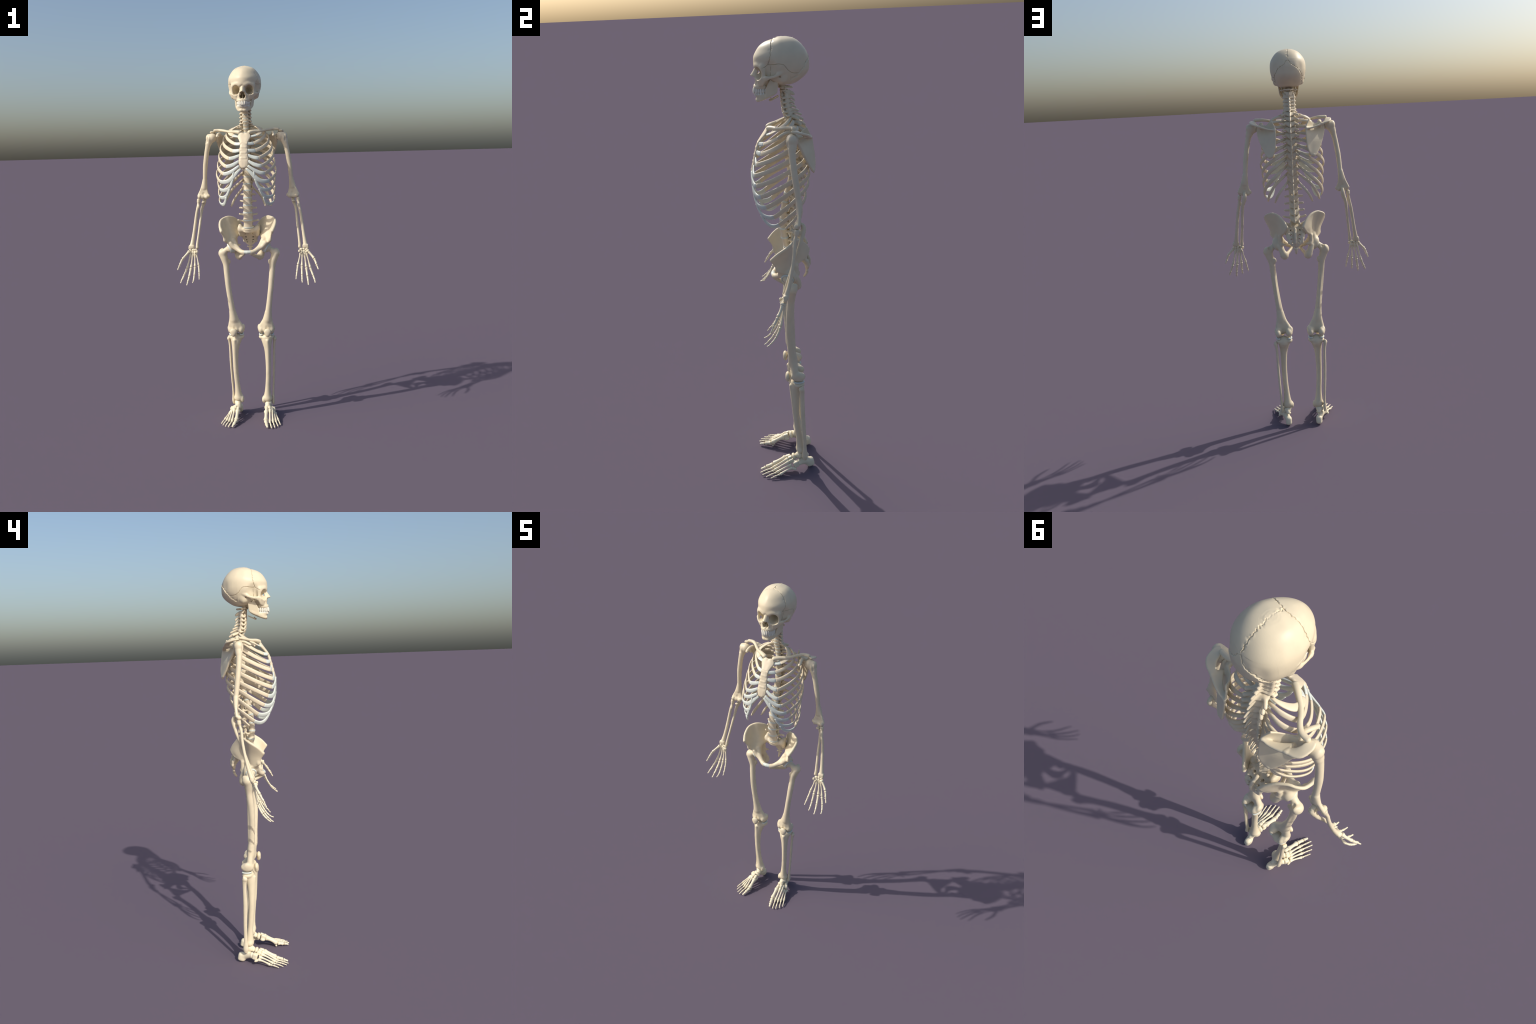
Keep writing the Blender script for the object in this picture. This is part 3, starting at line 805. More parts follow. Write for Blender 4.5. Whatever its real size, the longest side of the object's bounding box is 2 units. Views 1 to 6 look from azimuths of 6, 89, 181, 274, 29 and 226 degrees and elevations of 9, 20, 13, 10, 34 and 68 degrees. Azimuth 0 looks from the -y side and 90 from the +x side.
# tail bone
F = Field(.0012, sym=True)
F.add(tube([V(0, .1110, .9990), V(0, .1080, .9870), V(0, .1020, .9770), V(0, .0970, .9720)], [.0088, .0078, .0062, .0048], u=(0, 1, 0), ratio=.8), .002)
F.add(tube([V(.004, .1105, .9980), V(.0145, .1085, 1.0010)], [.0048, .0038]), .003)
F.add(tube([V(.006, .1120, 1.0010), V(.0065, .1130, 1.0070)], [.0026, .0020]), .002)
put("coccyx", F.mesh(), M_AXIAL)

# ================================================================== LEG
F = Field(.0022)
F.add(ell(HIP, .0258), .002)
F.add(tube([HIP + V(.012, .002, -.006), V(.1240, .0230, .9960), V(.1440, .0280, .9780)], [.0170, .0150, .0190]), .006)
F.add(ell(V(.1570, .0340, .9780), (.0150, .0200, .0215)), .008)
F.add(ell(V(.1530, .0430, .9900), (.0095, .0130, .0120)), .006)
F.sub(ell(V(.1400, .0420, .9950), (.0075, .0100, .0110)), .006)
F.add(ell(V(.1160, .0350, .9240), (.0085, .0080, .0140)), .014)
F.add(tube([V(.1520, .0300, .9720), V(.1420, .0280, .9450), V(.1330, .0265, .9100), V(.1300, .0225, .8690), V(.1260, .0185, .8250), V(.1220, .0170, .7800), V(.1165, .0180, .7350), V(.1110, .0210, .6900), V(.1040, .0255, .6350), V(.0980, .0290, .5900)],
           [.0220, .0205, .0172, .0162, .0158, .0155, .0155, .0160, .0180, .0195]), .010)
F.add(tube([V(.1300, .0330, .8800), V(.1200, .0350, .7800), V(.1080, .0380, .6600)], [.0040, .0055, .0040]), .010)   # rough line behind
F.add(sheet([[V(.0960, .0280, .6280), V(.1020, .0270, .6280), V(.1080, .0280, .6280)],
             [V(.0890, .0310, .6030), V(.0990, .0300, .6030), V(.1090, .0310, .6030)],
             [V(.0800, .0330, .5800), V(.0960, .0310, .5800), V(.1120, .0330, .5800)],
             [V(.0640, .0370, .5520), V(.0920, .0320, .5520), V(.1170, .0360, .5520)],
             [V(.0560, .0400, .5350), V(.0900, .0310, .5350), V(.1190, .0370, .5350)]], [[.0100, .0130, .0100], [.0125, .0170, .0125], [.0135, .0180, .0140], [.0145, .0175, .0150], [.0150, .0160, .0155]]), .012)
F.add(ell(V(.0590, .0500, .5250), (.0190, .0330, .0245)), .008)
F.add(ell(V(.1180, .0500, .5230), (.0180, .0330, .0235)), .008)
F.add(ell(V(.0480, .0500, .5400), (.0100, .0140, .0150)), .008)
F.add(ell(V(.1290, .0500, .5340), (.0080, .0140, .0130)), .008)
F.add(ell(V(.0930, .0280, .5240), (.0220, .0150, .0170)), .010)
F.sub(ell(V(.0890, .0780, .5120), (.0105, .0300, .0230)), .006)
F.sub(ell(V(.0930, .0080, .5260), (.0090, .0090, .0250)), .008)
pair("femur", F.mesh(), M_LIMB)
F = Field(.0016)
F.add(ell(V(.0985, .0035, .5195), (.0210, .0112, .0200)), .003).add(ell(V(.0985, .0040, .5020), (.0120, .0090, .0120)), .010)
pair("kneecap", F.mesh(), M_LIMB)
# shin
F = Field(.0022)
F.add(sheet([[V(.0590, .0490, .4820), V(.0880, .0420, .4800), V(.1150, .0490, .4800)],
             [V(.0600, .0620, .4810), V(.0880, .0620, .4800), V(.1150, .0620, .4790)]], [[.0120, .0110, .0120], [.0125, .0110, .0125]]), .008)
F.add(ell(V(.0600, .0530, .4790), (.0170, .0250, .0125)), .006)
F.add(ell(V(.1130, .0530, .4770), (.0170, .0240, .0125)), .006)
F.add(tube([V(.0880, .0540, .4880), V(.0880, .0530, .4950)], [.0080, .0040]), .004)
F.add(tube([V(.0890, .0480, .4700), V(.0910, .0400, .4450), V(.0940, .0360, .4100), V(.0955, .0355, .3600), V(.0960, .0370, .3000), V(.0940, .0420, .2400), V(.0905, .0470, .1900), V(.0880, .0520, .1450), V(.0860, .0550, .1150)],
           [.0330, .0260, .0198, .0165, .0150, .0145, .0148, .0180, .0225]), .008)
F.add(tube([V(.0960, .0170, .4640), V(.0970, .0210, .4300), V(.0975, .0235, .3600), V(.0945, .0310, .2700)], [.0085, .0075, .0050, .0040]), .008)
F.add(ell(V(.0850, .0550, .1020), (.0285, .0225, .0190)), .012)
F.add(ell(V(.0625, .0490, .0950), (.0085, .0145, .0175)), .010)
F.sub(ell(V(.0900, .0560, .0760), (.0220, .0260, .0180)), .004)
pair("tibia", F.mesh(), M_LIMB)
F = Field(.0016)
F.add(ell(V(.1350, .0620, .4650), (.0105, .0125, .0120)), .003)
F.add(ell(V(.1340, .0680, .4740), (.0060, .0060, .0080)), .004)
F.add(tube([V(.1340, .0640, .4600), V(.1310, .0655, .4350), V(.1295, .0660, .3950), V(.1280, .0660, .3300), V(.1260, .0680, .2700), V(.1230, .0705, .2000), V(.1200, .0715, .1450), V(.1190, .0715, .1050)],
           [.0125, .0105, .0098, .0105, .0100, .0092, .0088, .0105], u=(1, 0, 0), ratio=.68), .004)
F.add(tube([V(.1190, .0710, .1080), V(.1190, .0715, .0850), V(.1185, .0715, .0680)], [.0105, .0140, .0100], u=(1, 0, 0), ratio=.66), .004)
pair("fibula", F.mesh(), M_LIMB)
for cx, dx in ((.0600, -1), (.1150, 1)):
    P = [V(cx + dx * .0120 * math.cos(a), .0530 + .0215 * math.sin(a), .4945) for a in np.linspace(-1.9, 1.9, 9)]
    pair("meniscus", sweep(P, .0048, .0042, V(0, 0, 1), 12, 4, 2.0), M_CART)

# ================================================================== FOOT
def tarsal(cx, parts, k=.004, sub=(), h=.0013, name="tarsal_bone"):
    F = Field(h)
    for p in parts:
        F.add(p, k)
    for s in sub:
        F.sub(s, .003)
    return pair(name, F.mesh(), M_HAND)


# heel bone
tarsal(0, [box(V(.0835, .0985, .0240), (.0150, .0190, .0215), .0120, axes(V(0, -.25, 1), (0, 1, 0))), ell(V(.0850, .0950, .0128), (.0150, .0160, .0105)),
           tube([V(.0850, .0930, .0270), V(.0910, .0760, .0350), V(.1010, .0580, .0410), V(.1110, .0430, .0430)], [.0210, .0195, .0175, .0150], u=(1, 0, 0), ratio=.74),
           ell(V(.0960, .0640, .0550), (.0120, .0130, .0090)), ell(V(.0800, .0590, .0520), (.0090, .0100, .0060)), ell(V(.1110, .0420, .0430), (.0140, .0080, .0150))], name="heel_bone", k=.008)
# ankle bone
tarsal(0, [tube([V(.0880, .0760, .0720), V(.0890, .0560, .0760), V(.0880, .0400, .0690)], [.0125, .0190, .0140]), box(V(.0900, .0590, .0750), (.0190, .0190, .0120), .008),
           ell(V(.0865, .0350, .0650), (.0150, .0100, .0130)), ell(V(.0860, .0850, .0660), (.0100, .0080, .0080))], name="ankle_bone")
R1 = axes(V(.15, -1, -.35))
tarsal(0, [ell(V(.0900, .0195, .0640), (.0185, .0150, .0100), R1), ell(V(.0770, .0190, .0590), (.0080, .0085, .0120))])      # navicular
tarsal(0, [box(V(.1190, .0260, .0420), (.0135, .0160, .0130), .007, axes(V(.25, -1, -.25)))])                                # cuboid
tarsal(0, [box(V(.0840, -.0060, .0530), (.0085, .0165, .0130), .006, axes(V(0, -1, -.3))), ell(V(.0790, -.004, .0430), (.0080, .0130, .0080))])
tarsal(0, [box(V(.1000, .0010, .0640), (.0075, .0080, .0098), .004, axes(V(.1, -1, -.4)))])
tarsal(0, [box(V(.1110, .0060, .0550), (.0075, .0095, .0120), .004, axes(V(.15, -1, -.4)))])
TOES = [  # base, ball joint, tip, radii base/shaft/head, phalanx base/shaft
 ((.0835, -.0165, .0535), (.0850, -.0830, .0185), (.1004, -.1440, .0060), (.0140, .0088, .0130), (.0112, .0080)),
 ((.1035, -.0080, .0600), (.1090, -.0870, .0150), (.1234, -.1465, .0042), (.0090, .0044, .0074), (.0066, .0042)),
 ((.1155, -.0040, .0530), (.1260, -.0800, .0140), (.1413, -.1380, .0040), (.0086, .0042, .0070), (.0062, .0039)),
 ((.1240, .0060, .0420), (.1415, -.0700, .0130), (.1576, -.1205, .0038), (.0084, .0041, .0070), (.0060, .0037)),
 ((.1310, .0110, .0300), (.1555, -.0540, .0120), (.1696, -.0985, .0038), (.0084, .0042, .0068), (.0056, .0036)),
]
for i, (a, b, c, (r0, rs, r1), (p0, ps)) in enumerate(TOES):
    a, b, c = V(*a), V(*b), V(*c)
    mt = pair("metatarsal", digit_bone(a, b, r0, rs, r1, bow=(0, .0002, .0030), flat=1.0), M_HAND)
    if i == 0:
        j = b * .42 + c * .58 + V(-.0005, .0, .0005)
        pair("toe_bone", digit_bone(b, j, p0, ps, .0098, bow=(0, 0, .0012)), M_HAND, mt)
        pair("toe_bone", digit_bone(j, c, .0095, .0056, .0058, bow=(0, 0, .0008), flat=.75), M_HAND, mt)
        for dx in (-.006, .006):
            Fs = Field(.0010).add(ell(b + V(dx, .006, -.0108), (.0042, .0056, .0036)))
            pair("sesamoid_bone", Fs.mesh(1), M_HAND, mt)
    else:
        j1 = b * .46 + c * .54 + V(0, 0, .0020); j2 = b * .22 + c * .78 + V(0, 0, .0012)
        pair("toe_bone", digit_bone(b, j1, p0, ps * .82, ps * 1.1, bow=(0, 0, .0012)), M_HAND, mt)
        pair("toe_bone", digit_bone(j1, j2, ps * 1.15, ps * .82, ps, bow=(0, 0, .0004)), M_HAND, mt)
        pair("toe_bone", digit_bone(j2, c, ps * 1.05, ps * .68, ps * .8, bow=(0, 0, .0003), flat=.8), M_HAND, mt)
    if i == 4:
        F = Field(.0012).add(tube([a + V(0, -.006, 0), V(.1345, .0180, .0250), V(.1365, .0250, .0230)], [.0070, .0066, .0048]))
        pair("metatarsal", F.mesh(1), M_HAND, mt)

# ================================================================== SKULL
TOP = 2.0014
_u = lambda z: np.sqrt(np.maximum(TOP - z, 1e-7))
_tab = lambda zs, ys: interp(_u(np.array(zs)), ys)
Y_FRONT = _tab([TOP, 1.9985, 1.992, 1.984, 1.970, 1.949, 1.9245, 1.903, 1.888, 1.870, 1.850, 1.810], [.028, .008, -.009, -.036, -.059, -.076, -.0868, -.0878, -.0855, -.081, -.073, -.055])
Y_BACK = _tab([TOP, 1.9998, 1.997, 1.985, 1.9605, 1.9325, 1.9075, 1.884, 1.862, 1.845, 1.826, 1.810], [.028, .048, .064, .089, .114, .130, .1368, .1366, .130, .1150, .088, .060])
WIDTH = _tab([TOP, 1.998, 1.990, 1.968, 1.937, 1.905, 1.880, 1.864, 1.840, 1.820, 1.810], [.0, .0235, .046, .0705, .0868, .0893, .0860, .0805, .0690, .0520, .0420])
P_FRONT = interp([1.80, 1.870, 1.895, 1.908, 1.926, 1.960, 2.01], [1.85, 1.85, 1.85, 1.86, 1.90, 1.74, 1.74])
FLOOR = interp([-.10, -.085, -.06, -.03, 0, .03, .06, .14], [1.892, 1.886, 1.870, 1.846, 1.827, 1.8175, 1.8175, 1.8175])


def vault(X):
    x, y, z = np.abs(X[..., 0]), X[..., 1], X[..., 2]
    u = _u(z)
    yf, yb, w = Y_FRONT(u), Y_BACK(u), np.maximum(WIDTH(u), 1e-4)
    yc = .028 + .008 * np.clip((TOP - z) / .05, 0, 1)
    dy = np.where(y < yc, (yc - y) / np.maximum(yc - yf, 1e-4), (y - yc) / np.maximum(yb - yc, 1e-4))
    p = np.where(y < yc, P_FRONT(z), 2.15)
    p = p + (2.15 - p) * np.exp(-((y - yc) / .02) ** 2) * (y < yc)
    g = ((x / w) ** p + dy ** p) ** (1 / p) - 1
    g = np.where(z > TOP, 1 + (z - TOP) * 60, np.minimum(g, 3))
    G = np.gradient(g, x[1, 0, 0] - x[0, 0, 0], y[0, 1, 0] - y[0, 0, 0], z[0, 0, 1] - z[0, 0, 0])
    d = g / np.maximum(np.sqrt(G[0] ** 2 + G[1] ** 2 + G[2] ** 2), 6.0)
    fl = FLOOR(y) - z
    k = .010
    q = np.maximum(k - np.abs(d - fl), 0) / k
    return np.maximum(d, fl) + q * q * k / 4


S = Field(.0013, sym=True)
S.add(func((0, -.089, 1.812), (.091, .138, TOP), vault), .001)
# temple hollow behind the eye
S.sub(ell(V(.0890, -.0290, 1.8780), (.0250, .0270, .0330)), .016)
S.sub(ell(V(.0810, -.0400, 1.8620), (.0230, .0200, .0270)), .010)
# block of the face and palate
S.add(ell(V(.018, -.045, 1.845), (.028, .032, .028)), .010)
S.add(tube([V(0, -.020, 1.838), V(0, .020, 1.822)], [.018, .016]), .010)
S.add(sheet([[V(.014, -.0770, 1.846), V(.030, -.0690, 1.838), V(.046, -.0580, 1.838)],
             [V(.015, -.0780, 1.828), V(.028, -.0690, 1.824), V(.040, -.0560, 1.822)],
             [V(.012, -.0800, 1.812), V(.025, -.0710, 1.811), V(.0315, -.0520, 1.812)]], .0050), .006)
S.add(tube([V(0, -.0835, 1.812), V(.011, -.0815, 1.811), V(.0205, -.0745, 1.811), V(.0270, -.0630, 1.811), V(.0305, -.0470, 1.812)], [.0078, .0080, .0080, .0078, .0075], u=(0, 0, 1), ratio=1.15), .004)
S.add(ell(V(0, -.050, 1.818), (.026, .028, .007)), .006)
# brow and rim of the eye socket
S.add(tube([V(.014, -.0770, 1.889), V(.028, -.0740, 1.8955), V(.044, -.0660, 1.8935), V(.0560, -.0550, 1.8850)], [.0040, .0040, .0040, .0048]), .016)
S.add(tube([V(.0560, -.0530, 1.8920), V(.0580, -.0505, 1.8750), V(.0580, -.0500, 1.8600), V(.0560, -.0525, 1.8480)], [.0085, .0082, .0085, .0092], u=(.9, -.45, 0), ratio=.66), .010)
S.add(tube([V(.0540, -.0580, 1.8440), V(.0380, -.0690, 1.8380), V(.0240, -.0730, 1.8430), V(.0170, -.0750, 1.8560)], [.0058, .0050, .0046, .0040]), .006)
# cheek bone and arch
S.add(sheet([[V(.0360, -.0700, 1.8370), V(.0490, -.0600, 1.8420), V(.0605, -.0500, 1.8480), V(.0695, -.0380, 1.8500)],
             [V(.0360, -.0690, 1.8290), V(.0470, -.0600, 1.8320), V(.0560, -.0515, 1.8340), V(.0655, -.0420, 1.8430)],
             [V(.0340, -.0670, 1.8200), V(.0430, -.0590, 1.8210), V(.0500, -.0535, 1.8245), V(.0580, -.0480, 1.8350)]], [[.0046, .0050, .0050, .0040], [.0042, .0050, .0050, .0038], [.0036, .0042, .0042, .0036]]), .005)
S.add(tube([V(.0680, -.0390, 1.8475), V(.0735, -.0240, 1.8500), V(.0775, -.0060, 1.8545), V(.0805, .0080, 1.8605), V(.0790, .0240, 1.8690)], [.0070, .0054, .0050, .0060, .0030], u=(1, -.3, 0), ratio=.58), .010)
# nose
S.add(sheet([[V(0, -.0820, 1.8830), V(.0060, -.0790, 1.8830), V(.0120, -.0720, 1.8820)],
             [V(0, -.0890, 1.8710), V(.0060, -.0850, 1.8700), V(.0130, -.0740, 1.8680)],
             [V(0, -.0990, 1.8580), V(.0075, -.0930, 1.8560), V(.0155, -.0800, 1.8540)]], .0030), .004)
S.add(sheet([[V(.0120, -.0840, 1.8560), V(.0170, -.0780, 1.8560)], [V(.0175, -.0810, 1.8360), V(.0210, -.0740, 1.8360)], [V(.0150, -.0810, 1.8240), V(.0200, -.0740, 1.8240)]], .0030), .004)
# eye sockets, nose opening, hollows
S.sub(tube([V(.0400, -.0950, 1.8655), V(.0365, -.0680, 1.8655), V(.0300, -.0400, 1.8660), V(.0240, -.0180, 1.8670)], [.0225, .0212, .0150, .0060], u=(0, 0, 1), ratio=1.16), .003)
S.sub(ell(V(.0440, -.0660, 1.8560), (.0110, .0120, .0120)), .008)
S.sub(tube([V(0, -.1040, 1.8500), V(0, -.0400, 1.8470)], [.0045, .0080]), .003)
S.sub(tube([V(.0050, -.1000, 1.8330), V(.0050, -.0300, 1.8330)], [.0100, .0090]), .006)
S.add(tube([V(0, -.0640, 1.8540), V(0, -.0700, 1.8240)], .0012), .001)
S.add(tube([V(0, -.0810, 1.8190), V(0, -.0880, 1.8195)], [.0045, .0020]), .004)
# ear region
S.add(ell(V(.0655, .0255, 1.8445), (.0100, .0140, .0160)), .014)
S.sub(tube([V(.0950, .0120, 1.8530), V(.0720, .0140, 1.8520)], .0032), .003)
S.add(tube([V(.0440, .0140, 1.8380), V(.0400, .0060, 1.8200), V(.0380, -.0020, 1.8050)], [.0026, .0018, .0010]), .002)
S.add(tube([V(.0230, -.0330, 1.8380), V(.0220, -.0330, 1.8130)], [.0050, .0028], u=(1, 0, 0), ratio=.5), .004)
# base
S.add(ell(V(.0170, .0270, 1.8150), (.0065, .0105, .0060)), .004)
S.sub(ell(V(0, .0420, 1.8100), (.0140, .0170, .0160)), .004)


# ---- sutures: jagged seams between the skull bones
def zigzag(seed, n, amp, lo, hi):
    r = np.random.RandomState(seed)
    xs = np.linspace(lo, hi, n) + r.uniform(-.3, .3, n) * (hi - lo) / n
    xs = np.sort(xs); xs[0] = lo; xs[-1] = hi
    ys = r.uniform(.3, 1, n) * np.where(np.arange(n) % 2, 1, -1) * amp
    return lambda t: np.interp(t, xs, ys)


def jagged(pts, step, amp, seed):
    """polyline through pts, broken into irregular teeth"""
    r = np.random.RandomState(seed)
    P = catmull(pts, 12)
    L = np.concatenate([[0], np.cumsum(np.linalg.norm(np.diff(P, axis=0), axis=1))])
    t, out, k = 0.0, [P[0]], 0
    while True:
        t += step * r.uniform(.4, 1.7); k += 1
        if t > L[-1] - step * .4:
            break
        p = np.array([np.interp(t, L, P[:, a]) for a in (0, 1)]); q = np.array([np.interp(t + 1e-4, L, P[:, a]) for a in (0, 1)])
        n = unit(V(-(q - p)[1], (q - p)[0]))
        out.append(p + n * amp * r.uniform(.1, 1.0) * (1 if k % 2 else -1))
    out.append(P[-1])
    return np.array(out)


def dist2(a, b, line):
    """distance of (a, b) to a polyline in that plane, and length along it"""
    best = np.full(len(a), 9.0); along = np.zeros(len(a)); s0 = 0.0
    for p, q in zip(line[:-1], line[1:]):
        d = q - p; l2 = d @ d
        t = np.clip(((a - p[0]) * d[0] + (b - p[1]) * d[1]) / l2, 0, 1)
        e = np.hypot(a - p[0] - t * d[0], b - p[1] - t * d[1])
        m = e < best
        best = np.where(m, e, best); along = np.where(m, s0 + t * math.sqrt(l2), along)
        s0 += math.sqrt(l2)
    return best, along


RQ = .085      # coronal seam runs over the crown: (angle * RQ, y)
COR = interp([0, .25, .566, 1.117, 1.56], [-.0080, -.0115, -.0163, -.0205, -.0307])
cor_pts = [V(a * RQ, float(COR(a))) for a in (0, .2, .4, .6, .9, 1.2, 1.56)]
COR_L = [jagged(cor_pts, .0060, .0024, 3), jagged(cor_pts, .0060, .0024, 14)]
SAG_L = jagged([V(0, -.0085), V(.0015, .03), V(-.001, .07), V(0, .1215)], .0040, .0034, 5)
LAM_AX = interp([1.80, 1.840, 1.864, 1.886, 1.897, 1.908, 1.919, 1.935, 1.941], [.060, .064, .066, .058, .051, .040, .021, .008, 0])
lam_pts = [V(float(LAM_AX(z)), z) for z in (1.941, 1.932, 1.921, 1.911, 1.904, 1.895, 1.885, 1.870, 1.850, 1.834)]
LAM_L = [jagged(lam_pts, .0060, .0024, 8), jagged(lam_pts, .0060, .0024, 19)]
SQU = interp([-.031, -.018, -.008, .012, .030, .040, .046, .062, .0747, .09], [1.8995, 1.8985, 1.8995, 1.9017, 1.8970, 1.8850, 1.8770, 1.8665, 1.8644, 1.8640])
SQU_L = jagged([V(y_, float(SQU(y_))) for y_ in (-.031, -.018, -.004, .012, .030, .040, .046, .055, .064, .0747, .088)], .008, .0007, 21)
SPH = interp([-.060, -.045, -.0307], [1.8860, 1.8900, 1.9000])


def piecewise(seed, step, n=80):
    r = np.random.RandomState(seed)
    xs = np.cumsum(r.uniform(.4, 1.8, n) * step); ys = r.uniform(-1, 1, n) * (r.uniform(0, 1, n) > .45)
    return lambda t: np.interp(t, xs, ys)


def carve(P, D):
    x, y, z = P[:, 0], P[:, 1], P[:, 2]
    ax = np.abs(x); L = x > 0
    q = np.arctan2(ax, z - 1.90)
    far = np.full(len(P), 1.0)

    def seam(mask, a, b, lines):
        d = far.copy(); s = np.zeros(len(P))
        for side, ln in zip((L, ~L), lines):
            m = mask & side
            d[m], s[m] = dist2(a[m], b[m], ln)
        return d, s
    D = D.copy()
    g_cor, s_cor = seam((z > 1.8985) & (np.abs(y + .018) < .035), q * RQ, y, COR_L)
    behind = LAM_AX(z) < ax
    g_sag, s_sag = seam((z > 1.935) & (ax < .035), x, y, [SAG_L, SAG_L])
    g_lam, s_lam = seam((y > .055) & (z < 1.945) & (z > 1.832), ax, z, LAM_L)
    g_squ, _ = seam((y > -.032) & (y < .09) & (ax > .055) & (np.abs(z - 1.884) < .03), y, z, [SQU_L, SQU_L])
    g_sph = np.where((y < -.0300) & (y > -.056) & (ax > .046) & (z > 1.88), np.abs(z - SPH(y)), far)
    g_ssq = np.where((z < 1.8985) & (z > 1.856) & (ax > .050), np.abs(y + .0205 + (1.8985 - z) * .06), far)
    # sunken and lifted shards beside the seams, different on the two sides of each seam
    front = y < COR(q)
    for g, s, side, amp, st, sd in ((g_cor, s_cor, front, .0024, .010, 31), (g_sag, s_sag, L, .0028, .006, 41), (g_lam, s_lam, behind, .0016, .011, 51)):
        reach = .004 + .013 * np.abs(piecewise(sd + 5, st)(s))
        for k, m in enumerate((side, ~side)):
            a = piecewise(sd + k + 2 * (sd == 31), st)(s + .3 * L)
            D += np.where(m, amp * a * np.clip(1 - g / reach, 0, 1), 0)
    # the parietals dip towards the edge of the occipital bone
    D += np.where(behind & (y > .055), .0022 * np.exp(-g_lam / .012) * np.clip((ax - .008) / .02, 0, 1), 0)
    D += .0035 * np.exp(-(((ax - .058) / .014) ** 2 + ((z - 1.912) / .020) ** 2)) * (y > .08) * behind
    cut = np.minimum.reduce([g_cor * 1.2, g_sag, g_lam, g_squ * 1.3, g_sph * 1.1, g_ssq * 1.9])
    groove = np.maximum(cut - .0010, -(D + .0030))
    return np.maximum(D, -groove)


S.finish(carve)
SV, SF = S.mesh(2)
c = SV[SF].mean(1)
x, y, z = c.T
ax = np.abs(x); q = np.arctan2(ax, z - 1.90)
occ = (ax < LAM_AX(z)) & (y > .055) & (z < 1.941) | (z < 1.829) & (y > .004) & (ax < .040)
fro = (y < COR(q)) & np.where(y > -.0307, z > 1.8990, z > SPH(y)) & (z > 1.8815) & ~occ
tem = ~occ & ~fro & (z < SQU(y)) & (y > -.0205 - (1.8985 - z) * .06) & (ax > .040) & (z > 1.82)
prt = ~occ & ~fro & ~tem & (z > 1.864) & (y > -.031) & ((ax > .055) | (z > 1.90))
label = np.zeros(len(c), int)
label[fro] = 1
label[prt & (x >= 0)] = 2; label[prt & (x < 0)] = 3
label[occ] = 4
label[tem & (x >= 0)] = 5; label[tem & (x < 0)] = 6
# whole-surface vertex normals, kept on every piece
fn = np.cross(SV[SF[:, 2]] - SV[SF[:, 0]], SV[SF[:, 3]] - SV[SF[:, 1]])
vn = np.zeros_like(SV)
for k in range(4):
    for a in range(3):
        vn[:, a] += np.bincount(SF[:, k], fn[:, a], len(SV))
vn /= np.maximum(np.linalg.norm(vn, axis=1), 1e-12)[:, None]
SKULL_O = V(0, .02, 1.90)
skull = None
for lb, nm in enumerate(("facial_bone", "frontal_bone", "parietal_bone", "parietal_bone", "occipital_bone", "temporal_bone", "temporal_bone")):
    f = SF[label == lb]
    used, inv = np.unique(f, return_inverse=True)
    ob = put("skull" if lb == 0 else nm, (SV[used], inv.reshape(f.shape)), M_SKULL, skull, origin=SKULL_O)
    ob.data.normals_split_custom_set_from_vertices(vn[used].tolist())
    if lb == 0:
        skull = ob

# ---- lower jaw
J = Field(.0013, sym=True)
st = [(.0, -.0760), (.012, -.0745), (.0225, -.0665), (.031, -.0510), (.038, -.0310), (.0440, -.0100)]
zl = [1.7600, 1.7590, 1.7605, 1.7655, 1.7740, 1.7850]; zu = [1.7790, 1.7790, 1.7785, 1.7790, 1.7830, 1.7920]
J.add(sheet([[V(a, b, w) for (a, b), w in zip(st, zl)], [V(a, b - .001, (w + v) / 2) for (a, b), w, v in zip(st, zl, zu)], [V(a * .96, b - (.004 if a < .025 else .001), v) for (a, b), v in zip(st, zu)]],
            [[.0062, .0060, .0055, .0048, .0042, .0038], [.0050, .0050, .0052, .0054, .0046, .0036], [.0052, .0052, .0054, .0058, .0052, .0036]]), .004)
J.add(ell(V(.007, -.0775, 1.7600), (.0110, .0060, .0065)), .006)
J.add(sheet([[V(.0370, -.0400, 1.7730), V(.0425, -.0170, 1.7810), V(.0460, -.0010, 1.7900)],
             [V(.0395, -.0400, 1.7980), V(.0460, -.0170, 1.8030), V(.0485, .0020, 1.8080)],
             [V(.0440, -.0330, 1.8200), V(.0485, -.0130, 1.8220), V(.0510, .0040, 1.8260)],
             [V(.0475, -.0230, 1.8390), V(.0500, -.0090, 1.8290), V(.0525, .0065, 1.8400)]], [[.0045, .0036, .0038], [.0042, .0028, .0034], [.0032, .0024, .0030], [.0026, .0022, .0040]]), .004)
J.add(ell(V(.0510, .0065, 1.8435), (.0095, .0050, .0052)), .004)
jaw = put("mandible", J.mesh(), M_SKULL)

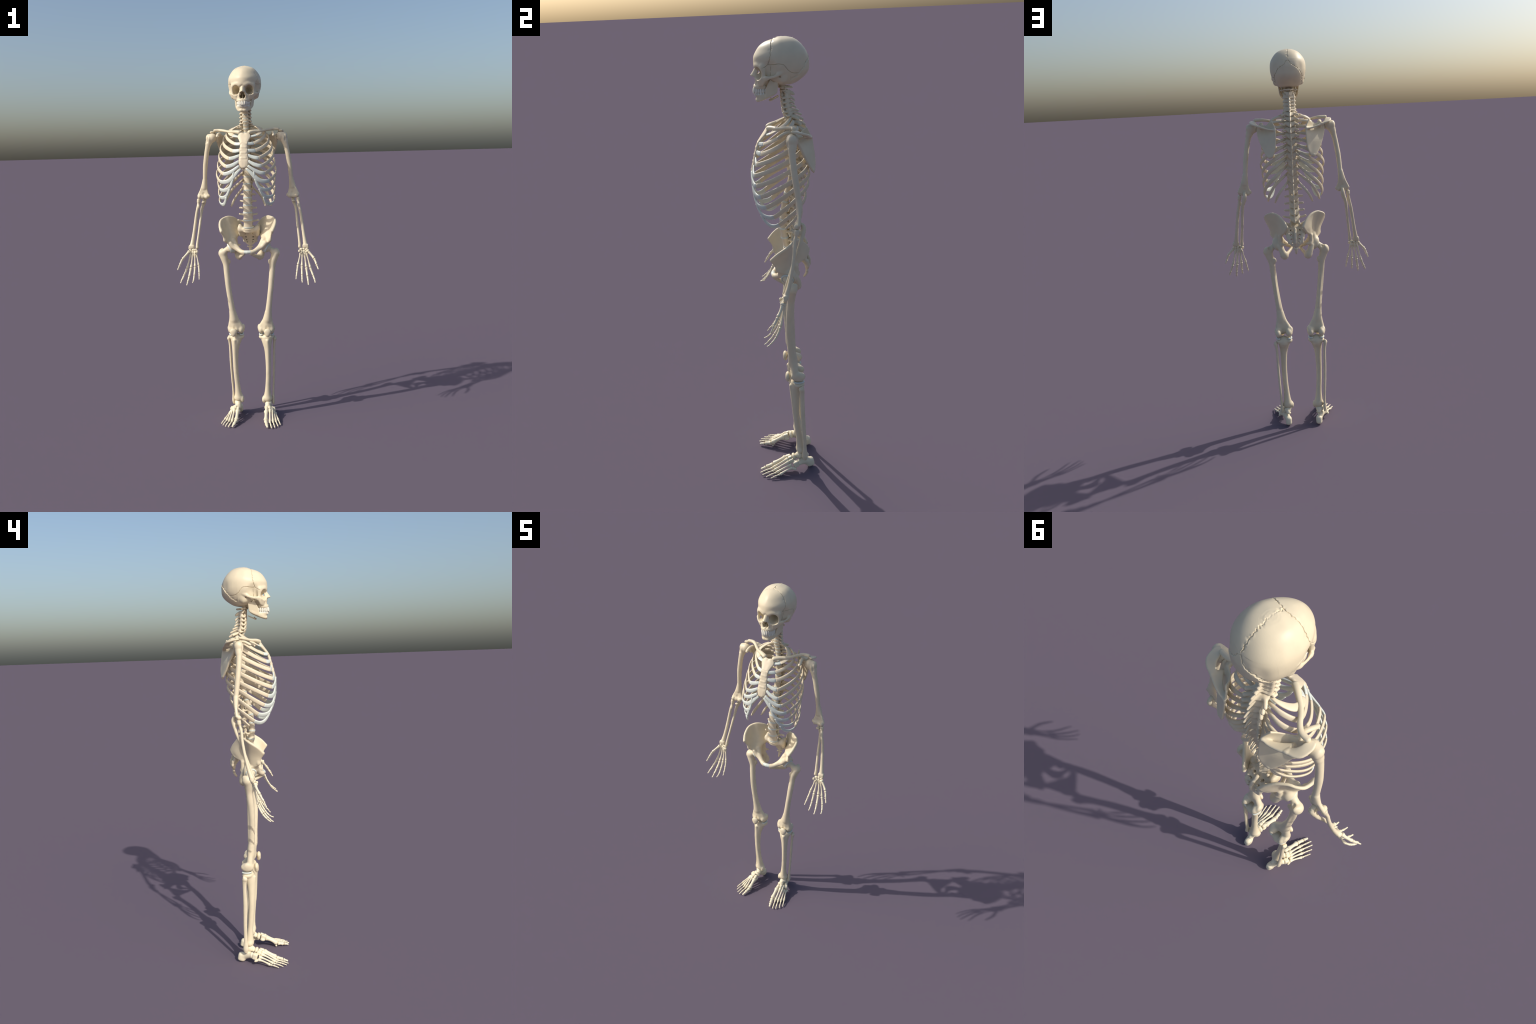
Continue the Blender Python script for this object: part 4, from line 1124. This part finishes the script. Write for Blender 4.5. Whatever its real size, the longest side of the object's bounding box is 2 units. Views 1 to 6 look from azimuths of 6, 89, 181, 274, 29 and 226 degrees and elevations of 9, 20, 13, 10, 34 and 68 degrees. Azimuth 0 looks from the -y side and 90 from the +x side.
# ---- teeth
UP = catmull([V(0, -.0905, 0), V(.0115, -.0885, 0), V(.0210, -.0805, 0), V(.0268, -.0685, 0), V(.0300, -.0560, 0), V(.0318, -.0430, 0)], 30)
LO = catmull([V(0, -.0870, 0), V(.0105, -.0852, 0), V(.0195, -.0780, 0), V(.0255, -.0665, 0), V(.0290, -.0540, 0), V(.0312, -.0410, 0)], 30)
for arch, ws, hs, zt, zb, par in ((UP, [.0092, .0072, .0080, .0074, .0072, .0100, .0096, .0080], [0, .0010, -.0005, .002, .0025, .003, .0035, .004], 1.8060, 1.7875, skull),
                                  (LO, [.0060, .0064, .0072, .0074, .0076, .0108, .0104, .0090], [0, 0, -.0004, .0005, .001, .001, .001, .0008], 1.7780, 1.7880, jaw)):
    s = np.concatenate([[0], np.cumsum(np.linalg.norm(np.diff(arch, axis=0), axis=1))])
    pos = 0
    for w, hh in zip(ws, hs):
        m_ = pos + w / 2; pos += w
        p = V(*(np.interp(m_, s, arch[:, a]) for a in range(3)))
        p2 = V(*(np.interp(m_ + .001, s, arch[:, a]) for a in range(3)))
        tg = unit(p2 - p); out = V(tg[1], -tg[0], 0)
        deep = .0036 if w < .0085 or par is skull and w > .0085 and w < .0095 else .0050
        up_ = par is skull
        z0, z1 = zt, zb + (hh if up_ else -hh)
        zs = np.linspace(z0, z1, 5)
        lean = V(0, -.0030, 0) if up_ and pos < .02 else V(0, 0, 0)
        P = [V(p[0], p[1], zz) + lean * (i / 4) for i, zz in enumerate(zs)]
        pair("tooth", sweep(P, np.array([.62, .80, .97, 1.0, .90]) * w / 2, np.array([.8, .95, 1.0, .85, .55 if w < .0085 or w == .0092 else .8]) * deep, out, 12, 3, 2.6), M_TOOTH, par)

# ---- tongue bone, free below the jaw
H = Field(.0010, sym=True)
H.add(tube([V(0, -.0260, 1.7555), V(.010, -.0230, 1.7560), V(.0165, -.0130, 1.7600), V(.0190, .0000, 1.7660), V(.0195, .0080, 1.7700)], [.0046, .0040, .0026, .0022, .0024]), .001)
H.add(tube([V(.012, -.0210, 1.7590), V(.013, -.0215, 1.7640)], [.0020, .0014]), .002)
put("hyoid_bone", H.mesh(1), M_SKULL)
